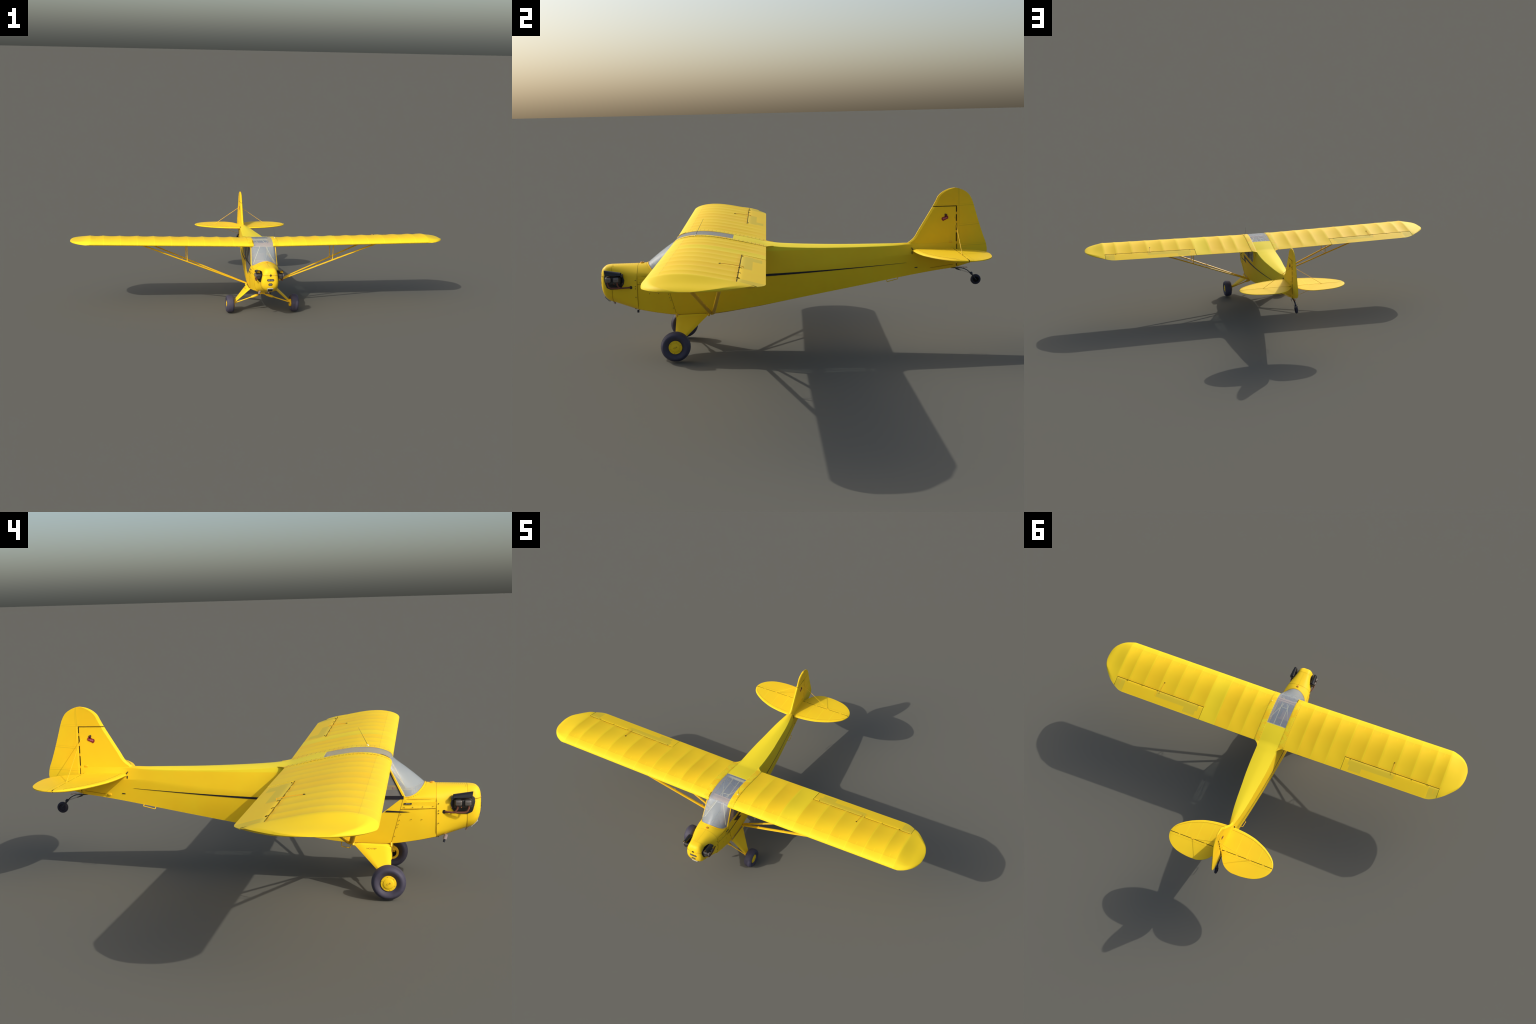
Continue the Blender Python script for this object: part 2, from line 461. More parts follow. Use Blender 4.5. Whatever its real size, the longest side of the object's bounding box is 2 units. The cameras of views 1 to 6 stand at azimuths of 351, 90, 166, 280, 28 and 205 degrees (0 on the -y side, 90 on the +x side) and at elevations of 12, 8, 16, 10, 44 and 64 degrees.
def build_wing(sg):
    g = Geo(); S = wing_stations()
    P = lambda ax, f, u: (sg*ax, *wing_point(ax, f, u))
    g.grid([[P(ax, f, True) for f in reversed(front_f)] + [P(ax, f, False) for f in front_f[1:]] for ax in S])
    inner = [a for a in S if a <= AIL_IN + 1e-6]; outer = [a for a in S if a >= AIL_OUT - 1e-6]
    mid = [a for a in S if AIL_IN - 1e-6 <= a <= AIL_OUT + 1e-6]
    for part in (inner, outer):
        g.grid([[P(ax, f, True) for f in rear_f] + [P(ax, f, False) for f in reversed(rear_f)] for ax in part])
    g.grid([[P(ax, FA, True), P(ax, FA, False)] for ax in mid])           # false spar
    for ax in (AIL_IN, AIL_OUT):
        g.grid([[P(ax, f, True), P(ax, f, False)] for f in rear_f])        # cut-out ends
    fr = sorted(set(front_f + rear_f))
    g.grid([[P(ROOT, f, True), P(ROOT, f, False)] for f in fr])            # root rib
    w = g.make('wing', M_WING, plane, 32, merge=1e-5)
    # aileron
    a = Geo()
    A0, A1 = AIL_IN + .0022, AIL_OUT - .0020
    st = [ax for ax in lin(A0, A1, 90)]
    tr = table([(.0, TE0), (.838, TE0)] + [(.85, -.0915), (.862, -.094), (.877, -.1005), (.8975, -.112)])
    def Q(ax, t, u):
        y = lerp(AIL + .0019, tr(ax), t)
        zu, zl = up_z(y) - .0006, lo_z(y) + .0004
        zm = (zu + zl) / 2
        if t < .08: 
            k = .80 + .2 * (t / .08); zu, zl = zm + (zu-zm)*k, zm + (zl-zm)*k
        tip_thin = 1.0
        if ax > .84: tip_thin = lerp(1, .35, t ** 3)
        z = zm + ((zu if u else zl) - zm) * tip_thin
        return (sg*ax, y, z + dihedral(ax))
    ts = [0, .03, .08, .2, .35, .5, .65, .8, .92, 1]
    rows = [[Q(ax, t, True) for t in ts] + [Q(ax, t, False) for t in reversed(ts)] for ax in st]
    a.grid(rows, close_v=True, cap=True)
    ail = a.make('aileron', M_AIL, w, 30, merge=1e-6)
    # dark slot behind the false spar
    h = Geo()
    for ax in (.41, .52, .66, .75, .84):
        h.tube([(sg*(ax-.004), AIL+.0016, up_z(AIL)-.003+dihedral(ax)), (sg*(ax+.004), AIL+.0016, up_z(AIL)-.003+dihedral(ax))], .0012, 8)
    h.make('aileron_hinge', M_TUBE, ail)
    d = Geo()
    d.grid([[(sg*ax, AIL+.0003, up_z(AIL)-.0008+dihedral(ax)), (sg*ax, AIL+.0017, up_z(AIL)-.0016+dihedral(ax))] for ax in lin(AIL_IN+.001, AIL_OUT-.001, 20)])
    for ax in (AIL_IN+.0010, AIL_OUT-.0010):
        ys = lin(AIL, te_y(ax) - .002, 8)
        d.grid([[(sg*(ax-.0009), y, up_z(y)-.0014+dihedral(ax)), (sg*(ax+.0009), y, up_z(y)-.0014+dihedral(ax))] for y in ys])
    d.make('aileron_gap', M_SLIT, w, 0, solid=.0006)
    # control rod running from the wing to the aileron horn, with its hole
    r = Geo(); X = .6416
    r.tube([(sg*X, -.2117, up_z(-.2117)+dihedral(X)-.0008), (sg*(X+.002), -.185, up_z(-.185)+dihedral(X)+.0016), (sg*(X+.004), -.150, up_z(-.15)+dihedral(X)+.0030)], .0007, 6)
    r.tube([(sg*(X+.004), -.150, up_z(-.15)+dihedral(X)+.0034), (sg*(X+.004), -.150, up_z(-.15)+dihedral(X)-.002)], .0009, 6)
    r.make('control_rod', M_CAP, w)
    k = Geo()
    k.lathe([(0, 0), (0, .0030), (.0012, .0026), (.0012, 0)], (sg*X, -.2117, up_z(-.2117)+dihedral(X)-.0012), 'z', 16)
    for ax in (.665, .75, .832) if sg < 0 else (.66, .75, .835):
        k.tube([(sg*ax, AIL-.0012, up_z(AIL)+dihedral(ax)+.0004), (sg*ax, AIL+.005, up_z(AIL+.005)+dihedral(ax)+.0006), (sg*(ax+.0005), AIL+.008, up_z(AIL+.008)+dihedral(ax)-.0005)], .0006, 6)
    for ax in (.425, .838): k.ball((sg*ax, AIL+.005, up_z(AIL+.005)+dihedral(ax)), .0016, 6)
    k.make('aileron_fitting', M_GAP, w)
    # metal fairing strip over the wing root with its rivets and fillet
    f = Geo()
    ys = [LE0 + (TE0-LE0) * (i/30) ** 1.5 for i in range(31)]
    rows = []
    for y in ys:
        rows.append([(sg*lerp(.0515, .0802, t), y - .0004, up_z(y) + .0010 + dihedral(lerp(ROOT, .08, t)) - .0004*(1 if t in (0, 1) else 0)) for t in (0, .04, .35, .7, .96, 1)])
    for e, wdt in ((.06, .0235), (.15, .0185), (.35, .0118), (.65, .0050), (1, .0010)):
        y = lerp(TE0, -.066, e)
        rows.append([(sg*(.0515 + wdt*t), y, lerp(up_z(TE0), .3432, e) + .0008 - .0004*(1 if t in (0, 1) else 0)) for t in (0, .04, .35, .7, .96, 1)])
    f.grid(rows)
    fair = f.make('root_fairing', M_STRIP, w, 40, solid=.0012)
    rv = Geo()
    for xx in (.0555, .0775):
        for i in range(22):
            y = lerp(-.375, -.098, i/21)
            rv.ball((sg*xx, y, up_z(y) + .0012 + dihedral(xx)), .0010, 4, (1, 1, .5))
    o = rv.make('rivet', M_RIVET, fair); o['kind'] = 'stuff'
    sm = Geo()
    for i in range(30):
        y0 = lerp(-.384, TE0, i/30)
        sm.tube([(sg*.0806, y, up_z(y) + dihedral(.08) - .0001) for y in lin(y0, y0 + .0068, 3)], .0004, 6)
    sm.make('fairing_seam', M_RIVET, fair)
    return w

wing_l = build_wing(1)
wing_r = build_wing(-1)

# fuel sight slot on the right wing root
g = Geo()
g.grid([[(-x, y, up_z(y) + .0022) for x in (.0530, .0552)] for y in lin(-.3815, -.3560, 8)])
g.make('root_slot', M_GAP, wing_r, 0, solid=.001)

# whip antenna on the left wing root
g = Geo(); g.tube([(.0708, -.3166, .3840), (.0697, -.2886, .4384)], [.0007, .0003], 6)
ant = g.make('antenna', M_STEEL, wing_l)
g = Geo(); g.tube([(.0709, -.3175, .3835), (.0706, -.3140, .3895)], [.0024, .0010], 10)
g.make('antenna_base', M_WHITE, ant)

# ----------------------------------------------------------------------------
# fuselage
# ----------------------------------------------------------------------------
deck_w = table([(-.2, .052), (-.066, .0522), (0, .0512), (.09, .0468), (.16, .0402), (.24, .0328), (.29, .0268), (.33, .0205), (.37, .0125), (.40, .0068), (.531, .0052)])
deck_z = table([(-.20, .3697), (-.161, .3622), (-.125, .3535), (-.107, .3491), (-.09, .3455), (-.066, .3425), (-.04, .3395), (.05, .3345), (.13, .3322), (.215, .3312), (.325, .3312), (.37, .3330), (.531, .334)])
mid_w = table([(-.51, .0630), (-.45, .0705), (-.40, .0718), (-.3, .0712), (-.2, .0698), (-.11, .0672), (0, .0616), (.1, .0538), (.2, .0430), (.3, .0305), (.37, .0208), (.45, .0125), (.531, .0058)])
mid_z = table([(-.51, .215), (-.3, .226), (-.11, .250), (0, .266), (.2, .284), (.37, .300), (.531, .30)])
cor_w = table([(-.51, .0525), (-.45, .0600), (-.385, .0648), (-.277, .0652), (-.15, .0602), (0, .0518), (.1, .0446), (.2, .0366), (.3, .0274), (.37, .0198), (.45, .0108), (.531, .0042)])
cor_z = table([(-.51, .147), (-.45, .1365), (-.385, .1292), (-.33, .1278), (-.278, .1298), (-.148, .1452), (0, .1700), (.1, .1868), (.216, .2062), (.372, .2322), (.45, .2438), (.531, .2540)])
bot_z = table([(-.51, .1362), (-.45, .1250), (-.385, .1170), (-.33, .1150), (-.278, .1170), (-.148, .1350), (0, .1625), (.1, .1815), (.216, .2028), (.372, .2305), (.45, .2428), (.531, .2530)])
crown = table([(-.2, .0010), (-.107, .0022), (-.06, .0040), (0, .0052), (.2, .0052), (.33, .0050), (.38, .0040), (.531, .002)])
SILL = .2640

def side_x(y, z):
    """Half-width of the fuselage side at height z."""
    mz, mw = mid_z(y), mid_w(y)
    if z >= mz:
        if y < -.107:
            tz, tw = .347, .0645
            tw = lerp(tw, .0675, 0)
        else:
            tz, tw = deck_z(y), deck_w(y)
        t = min(1, max(0, (z - mz) / (tz - mz)))
        if y < -.107:
            return lerp(mw, tw, t) + (.003 * t * (1 - t))
        k = min(1, (y + .107) / .04)
        return lerp(mw, tw, t) + .003 * t * (1-t) * (1-k)
    cz, cw = cor_z(y), cor_w(y)
    t = min(1, max(0, (mz - z) / (mz - cz)))
    return lerp(mw, cw, t) + .55 * (mw - cw) * t * (1 - t) * 1.6

def half_ring(y, z_top, deck):
    pts = []
    if deck:
        w = deck_w(y)
        pts += [(w * t, deck_z(y) + crown(y) * (1 - t ** 1.6)) for t in (0, .15, .3, .45, .6, .75, .88, 1)]
        z_top = deck_z(y)
    mz, cz = mid_z(y), cor_z(y)
    zs = lin(z_top, mz, 9)
    pts += [(side_x(y, z), z) for z in (zs[1:] if deck else zs)]
    pts += [(side_x(y, z), z) for z in lin(mz, cz, 12)[1:]]
    w, bz = cor_w(y), bot_z(y)
    for t in (.06, .16, .35, .6, .8, 1):
        x = w * (1 - t); pts.append((x, lerp(cz, bz, math.sin(t * math.pi / 2))))
    return pts

def body_rows(ys, deck):
    rows = []
    for y in ys:
        h = half_ring(y, SILL if y > -.422 else .2480, deck)
        r = [(x, y, z) for x, z in h]
        l = [(-x, y, z) for x, z in reversed(h)]
        rows.append(r + l[1:-1] if deck else r + l[1:])
    return rows

g = Geo()
g.grid(body_rows(lin(-.107, .531, 66), True), close_v=True)
tail_body = g.make('fuselage', M_FUS, plane, 12, merge=1e-6, solid=.0016)
g = Geo()
g.grid(body_rows(lin(-.5090, -.107, 42), False))
cabin = g.make('cabin_shell', M_FUS, plane, 25, merge=1e-6, solid=.0022)

# lower door window cut through the right side
LOW_WIN = [(-.4125, .2565), (-.372, .2250), (-.338, .1975), (-.330, .1945), (-.268, .1975), (-.258, .204), (-.219, .2565)]
def cutter(poly, x0, x1):
    n = len(poly)
    vs = [(x0, *p) for p in poly] + [(x1, *p) for p in poly]
    fs = [tuple(range(n)), tuple(range(2*n-1, n-1, -1))] + [(i, (i+1) % n, n+(i+1) % n, n+i) for i in range(n)]
    return make('cut', vs, fs, None, None, 0)
c = cutter(LOW_WIN, -.11, -.04)
md = cabin.modifiers.new('b', 'BOOLEAN'); md.object = c; md.operation = 'DIFFERENCE'; md.solver = 'EXACT'
apply(cabin); shade(cabin, 25)
bpy.data.objects.remove(c)

# centre section: deck behind the skylight, between the wing roots
g = Geo()
ys = lin(-.197, -.1020, 22)
g.grid([[(.0525 * t, y, up_z(y) + crown(y) * (1 - abs(t) ** 1.6) + .0004) for t in lin(-1, 1, 13)] for y in ys])
g.make('deck_panel', M_FUS, tail_body, 30, solid=.002)

g = Geo()
ys = lin(-.3868, -.1968, 26)
g.grid([[(.0520 * t, y, up_z(max(y, -.3868)) + .0012 - .0008 * t * t) for t in lin(-1, 1, 9)] for y in ys])
g.make('skylight', M_SKY, plane, 60, solid=.0012)

# windscreen: ruled surface from the curved base on the cowl to the wing leading edge
def base_curve(th):
    c = max(0, math.cos(th))
    return Vector((.0668 * math.sin(th), -.4225 - .0555 * c, .2605 + .0322 * c ** 2.3))
def top_curve(th):
    s = math.sin(th); a = abs(s)
    return Vector((.0640 * s, -.3845 + .007 * max(0, (a - .8) / .2), .3625 - .0035 * a * a - .012 * max(0, (a - .8) / .2) ** 1.5))
TH = [math.pi/2 * t for t in lin(-1, 1, 61)]
g = Geo()
g.grid([[base_curve(t).lerp(top_curve(t), k) + Vector((0, -.0015 * math.sin(math.pi*k), .002 * math.sin(math.pi*k))) for k in lin(0, 1, 12)] for t in TH])
g.make('windscreen', M_GLASS, plane, 60, solid=.0012)

# boot cowl between firewall and windscreen
def ring_pts(ctrl, n=64):
    """Smooth closed section from a half profile listed top to bottom."""
    full = [Vector((x, z)) for x, z in ctrl] + [Vector((-x, z)) for x, z in reversed(ctrl[1:-1])]
    k = len(full); out = []
    for i in range(k):
        p0, p1, p2, p3 = (full[(i + d) % k] for d in (-1, 0, 1, 2))
        for s in range(6):
            t = s / 6
            out.append(.5 * ((2*p1) + (p2-p0)*t + (2*p0-5*p1+4*p2-p3)*t*t + (3*p1-p0-3*p2+p3)*t**3))
    return out
NOSE = [(0, .2875), (.020, .2862), (.0318, .2768), (.0396, .2580), (.0438, .2350), (.0452, .2120), (.0414, .1885), (.0295, .1732), (.0145, .1658), (0, .1640)]
FIRE = [(0, .2892), (.026, .2860), (.0450, .2768), (.0585, .2625), (.0630, .2440), (.0638, .2150), (.0605, .1780), (.0530, .1530), (.0300, .1400), (0, .1365)]
R_NOSE, R_FIRE = ring_pts(NOSE), ring_pts(FIRE)

arch = [p for p in R_FIRE if p.y > .2555]
arch.sort(key=lambda p: math.atan2(p.x, p.y - .23))
arch = [Vector((-.0608, .2545))] + arch + [Vector((.0608, .2545))]
# resample the arch to the windscreen parameters
cum = [0]
for a, b in zip(arch[:-1], arch[1:]): cum.append(cum[-1] + (b - a).length)
def arch_at(s):
    d = s * cum[-1]
    for i in range(len(cum) - 1):
        if d <= cum[i+1] + 1e-9:
            return arch[i].lerp(arch[i+1], (d - cum[i]) / max(1e-9, cum[i+1] - cum[i]))
    return arch[-1]
g = Geo(); rows = []
bl = [0]
for a, b in zip(TH[:-1], TH[1:]): bl.append(bl[-1] + (base_curve(b) - base_curve(a)).length)
for i, t in enumerate(TH):
    s = bl[i] / bl[-1]
    q = arch_at(s); A = Vector((q.x, -.5095, q.y)); B = base_curve(t)
    B = B + Vector((0, 0, -.0008))
    row = []
    for k in lin(0, 1, 12):
        p = A.lerp(B, k)
        out = .0022 * math.sin(math.pi * k) * abs(math.sin(t))
        row.append(p + Vector((math.copysign(out, q.x) if abs(t) > .05 else 0, 0, 0)))
    rows.append(row)
g.grid(rows)
boot = g.make('boot_cowl', M_COWL, plane, 40, solid=.0006)
# side strakes filling between boot cowl edge and cabin shell
g = Geo()
for sg in (1, -1):
    rows = []
    for k in lin(0, 1, 16):
        A = Vector((sg*.0606, -.5095, .2545)); B = base_curve(sg * math.pi/2)
        p = A.lerp(B, k) + Vector((sg*.0022*math.sin(math.pi*k), 0, 0))
        y = p.y; z1 = .2500
        rows.append([p, Vector((sg*(side_x(y, .2300) + .0010*min(1, k*6)), y, .2300))])
    g.grid(rows)
g.make('boot_panel', M_COWL, boot, 40, solid=.0006)
# windscreen base trim
g = Geo()
g.tube([base_curve(t) + Vector((0, -.0008, .0004)) for t in TH], .0013, 6)
g.make('windscreen_trim', M_TUBE, boot)
rv = Geo()
for t in lin(-1.45, 1.45, 26):
    p = base_curve(t); n = Vector((math.sin(t)*.3, -1, .1)).normalized()
    q = p + Vector((math.sin(t) * .0025, -.0055, .0002 - .004 * abs(math.sin(t)) * math.cos(t)))
    rv.ball(q, .0008, 4)
rv.make('rivet', M_RIVET, boot)['kind'] = 'stuff'

# cowling and nose bowl
def loft_ring(y, t):
    return [(lerp(a.x, b.x, t), y, lerp(a.y, b.y, t)) for a, b in zip(R_NOSE, R_FIRE)]
g = Geo()
g.grid([loft_ring(y, ((y + .594) / .084) ** 1.0) for y in lin(-.594, -.510, 16)], close_v=True)
cowl = g.make('engine_cowling', M_COWL, plane, 40, solid=.0012)
nose_tab = [(-.5945, .2875, .1640, 1.0), (-.600, .2873, .1655, .995), (-.605, .2868, .1675, .985), (-.610, .2861, .1705, .970), (-.6147, .2850, .1742, .945), (-.6188, .2834, .1785, .910),
            (-.6222, .2808, .1832, .865), (-.625, .2782, .1885, .81), (-.6272, .2755, .1940, .75), (-.6292, .2715, .2010, .67), (-.6308, .2665, .2090, .565), (-.6319, .2610, .2185, .43), (-.6325, .2550, .2280, .27), (-.6328, .2480, .2370, .10)]
g = Geo(); rows = []
for y, zt, zb, s in nose_tab:
    rows.append([(p.x * s, y, lerp(zb, zt, (p.y - .1640) / (.2875 - .1640))) for p in R_NOSE])
g.grid(rows, close_v=True)
m = len(R_NOSE); o = len(g.v); g.v.append((0, -.6329, .2425))
g.f += [(o - m + i, o - m + (i+1) % m, o) for i in range(m)]
nose = g.make('nose_bowl', M_COWL, plane, 50, merge=1e-6)

def nose_y(x, z):
    """Front of the nose bowl at (x, z)."""
    for (y0, t0, b0, s0), (y1, t1, b1, s1) in zip(nose_tab[:-1], nose_tab[1:]):
        c, h, w = (t1 + b1)/2, (t1 - b1)/2, .0445 * s1
        if (x/w)**2 + ((z - c)/h)**2 > 1: return y0
    return nose_tab[-1][0]

# seams on the cowling
def ring_seam(y, t, off=.0004, zmin=-1, r=.0005):
    pts = [Vector(p) for p in loft_ring(y, t)]
    c = Vector((0, y, .225)); seq = []
    for p in pts:
        d = (p - c); d.y = 0
        seq.append(p + d.normalized() * off)
    return seq
g = Geo()
s = [p for p in ring_seam(-.5943, 0)]
def lower_arc(seq, z):
    i = next(k for k in range(len(seq)) if seq[k].z < z)
    return [p for p in seq[i:] + seq[:i] if p.z < z]
g.tube(lower_arc(s, .2500), .0005, 5)
g.make('cowl_seam', M_SEAM, cowl)
g = Geo(); s = ring_seam(-.5098, 1.0, .0002)
g.tube(s + [s[0]], .0003, 6, cap=False); g.tube(lower_arc([p + (p - Vector((0, p.y, .22))).normalized()*.0003 for p in s], .2520), .0006, 6)
g.make('firewall_seam', M_SEAM, cowl)
# horizontal split of the nose bowl
g = Geo()
pts = []
for x in lin(-.0405, .0405, 41):
    lo, hi = -.640, -.594
    # march along the section rows
    yb = -.5945
    for (y0, t0, b0, s0), (y1, t1, b1, s1) in zip(nose_tab[:-1], nose_tab[1:]):
        w0 = max(p.x for p in R_NOSE if abs(lerp(b0, t0, (p.y-.164)/.1235) - .2535) < .012) * s0 if any(abs(lerp(b0, t0, (p.y-.164)/.1235) - .2535) < .012 for p in R_NOSE) else 0
        w1 = max([p.x for p in R_NOSE if abs(lerp(b1, t1, (p.y-.164)/.1235) - .2535) < .012] or [0]) * s1
        if abs(x) <= w0 and abs(x) >= w1 and w0 > w1:
            yb = lerp(y0, y1, (w0 - abs(x)) / (w0 - w1)); break
        if abs(x) < w1: yb = y1
    pts.append((x, yb - .0001, .2535))
g.tube(pts, .0006, 5)
g.make('nose_split_seam', M_SEAM, nose)

# rivets: cowl top centre line, rows along seams
rv = Geo()
for i in range(15):
    y = lerp(-.588, -.508, i/14); rv.ball((0, y, lerp(.2875, .2892, (y+.594)/.084) + .0001), .0007, 4)
for sx in (.010, .017, .023, .028):
    for q in (1, -1): rv.ball((q*sx, -.5905, .2875 - 3.1*sx*sx*(1 if sx < .02 else 1.25)), .0007, 4)
rv.make('rivet', M_RIVET, cowl)['kind'] = 'stuff'
rv = Geo()
for sg in (1, -1):
    for z in (.2425, .2225, .2150, .1870):
        x = max(p.x for p in R_FIRE if abs(p.y - z) < .012)
        rv.lathe([(-.001, .0016), (sg*.0004, .0016), (sg*.0007, .0010), (sg*.0007, 0)], (sg*(x - .0005), -.5155, z), 'x', 10)
    for (y, z) in ((-.4120, .2125), (-.4085, .1970), (-.4050, .1850), (-.4015, .1765), (-.395, .150), (-.4406, .1993), (-.470, .1990), (-.421, .2330), (-.445, .2335), (-.472, .2345), (-.500, .2350)):
        rv.lathe([(-.0008, .0013), (sg*.0003, .0013), (sg*.0005, .0008), (sg*.0005, 0)], (sg*(side_x(y, z) + .0016), y, z), 'x', 10)
rv.make('screw_head', M_RIVET, boot)['kind'] = 'stuff'

# side seams of the boot cowl panels
g = Geo()
for sg in (1, -1):
    g.tube([(sg*(side_x(y, z) + .0010), y, z) for y, z in zip(lin(-.5085, -.4120, 14), lin(.2300, .2275, 14))], .0007, 5)
    g.tube([(sg*(side_x(y, z) + .0002), y, z) for y, z in zip(lin(-.4180, -.3860, 20), lin(.2540, .1305, 20))], .0006, 5)
    g.tube([(sg*lerp(.0600, .0680, k) + sg*.003*math.sin(math.pi*k), y, z) for k, y, z in zip(lin(0, 1, 12), lin(-.508, -.421, 12), lin(.2548, .2545, 12))], .0004, 5)
g.make('panel_seam', M_SEAM, boot)

# fuel filler cap in front of the windscreen
g = Geo(); g.lathe([(-.004, 0), (-.004, .0064), (.0022, .0068), (.0034, .0064), (.0042, .0050), (.0042, 0)], (0, -.4985, .2897), 'z', 24)
cap = g.make('fuel_cap', M_CAP, boot)
g = Geo(); g.lathe([(0, .0024), (.0014, .0022), (.0014, 0)], (0, -.4985, .2935), 'z', 12); g.make('cap_gauge', M_COPPER, cap)

# nose openings
def slot(cx, cz, w, h, n=40):
    r = h; out = []
    for i in range(n):
        a = 2*math.pi*i/n; out.append((cx + math.copysign(w - r, math.cos(a)) + r*math.cos(a), cz + r*math.sin(a)))
    return out
def nose_patch(name, poly, off, mat, parent, dz=0):
    v, f = fill2d(poly)
    vs = [(x, NY(x, z) - off, z) for x, z in v]
    return make(name, vs, f, mat, parent, 30, solid=.0012, solid_off=0)
def NY(x, z):
    best = -.594
    for (y0, t0, b0, s0), (y1, t1, b1, s1) in zip(nose_tab[:-1], nose_tab[1:]):
        def r(t, b, s):
            c, h = (t+b)/2, (t-b)/2
            return math.sqrt((x/(.0450*s))**2 + ((z-c)/h)**2)
        r0, r1 = r(t0, b0, s0), r(t1, b1, s1)
        if r0 <= 1 and r1 >= 1: return lerp(y0, y1, (1-r0)/max(1e-6, r1-r0))
    return nose_tab[-1][0]
for cz, w, h in ((.2297, .0182, .0058), (.2068, .0105, .0064)):
    o = nose_patch('air_intake', slot(0, cz, w, h), .0004, M_BLACK, nose)
    nose_patch('intake_grille', slot(0, cz, w - .0022, h - .0022), .0010, M_MESHGREY, o)
    if w > .015:
        g = Geo(); g.box((0, NY(0, cz) - .0014, cz), (.0012, .0012, h*1.6)); g.make('grille_bar', M_BLACK, o)
g = Geo(); g.lathe([(.004, .0058), (-.0006, .0058), (-.0009, .0052), (-.0007, .0046), (-.0007, 0)], (0, -.6323, .2539), 'y', 24)
g.make('propeller_shaft_hole', M_BLACK, nose)
g = Geo()
for x in (-.0245, .0245): g.ball((x, NY(x, .2570) - .0004, .2570), .0019, 6, (1, .5, 1))
g.make('nose_screw', M_ALLOY, nose)

# carburettor air box under the nose
R = Matrix.Rotation(math.radians(45), 3, 'X')
g = Geo(); g.box((.0010, -.6150, .1760), (.0290, .0045, .0255), R); box = g.make('air_scoop', M_RIM, nose); bevel(box, .0008)
g = Geo(); g.box((.0010, -.6156, .1748), (.0235, .0046, .0190), R); g.make('air_filter', M_PANEL, box)
g = Geo(); g.tube([(-.003, -.5985, .1680), (-.0012, -.5930, .1550)], .0030, 10); g.make('breather_pipe', M_ALLOY, nose)
g = Geo(); g.tube([(-.0395, -.5370, .1500), (-.0408, -.5330, .1375)], .0054, 14); dr = g.make('drain_pipe', M_ALLOY, cowl)
g = Geo(); g.tube([(-.0408, -.5330, .1380), (-.0420, -.5302, .1285)], .0030, 10); g.make('drain_tip', M_STEEL, dr)
g = Geo(); g.box((.0200, -.5150, .1330), (.0080, .0060, .0080)); g.make('drain_block', M_STEEL, cowl)

# ----------------------------------------------------------------------------
# engine: two cylinders a side sticking out of the cowling
# ----------------------------------------------------------------------------
def cowl_x(y, z):
    t = (y + .594) / .084
    if y < -.594:
        for r0, r1 in zip(nose_tab[:-1], nose_tab[1:]):
            if r1[0] <= y <= r0[0]:
                k = (r0[0]-y)/(r0[0]-r1[0]); s = lerp(r0[3], r1[3], k); zt, zb = lerp(r0[1], r1[1], k), lerp(r0[2], r1[2], k)
                zz = .164 + (z - zb)/(zt - zb)*.1235
                return max([p.x for p in R_NOSE if abs(p.y - zz) < .006] or [.03]) * s
    best = []
    for a, b in zip(R_NOSE, R_FIRE):
        x, zz = lerp(a.x, b.x, t), lerp(a.y, b.y, t)
        if abs(zz - z) < .006 and x > 0: best.append((abs(zz - z), x))
    return min(best)[1] if best else .03

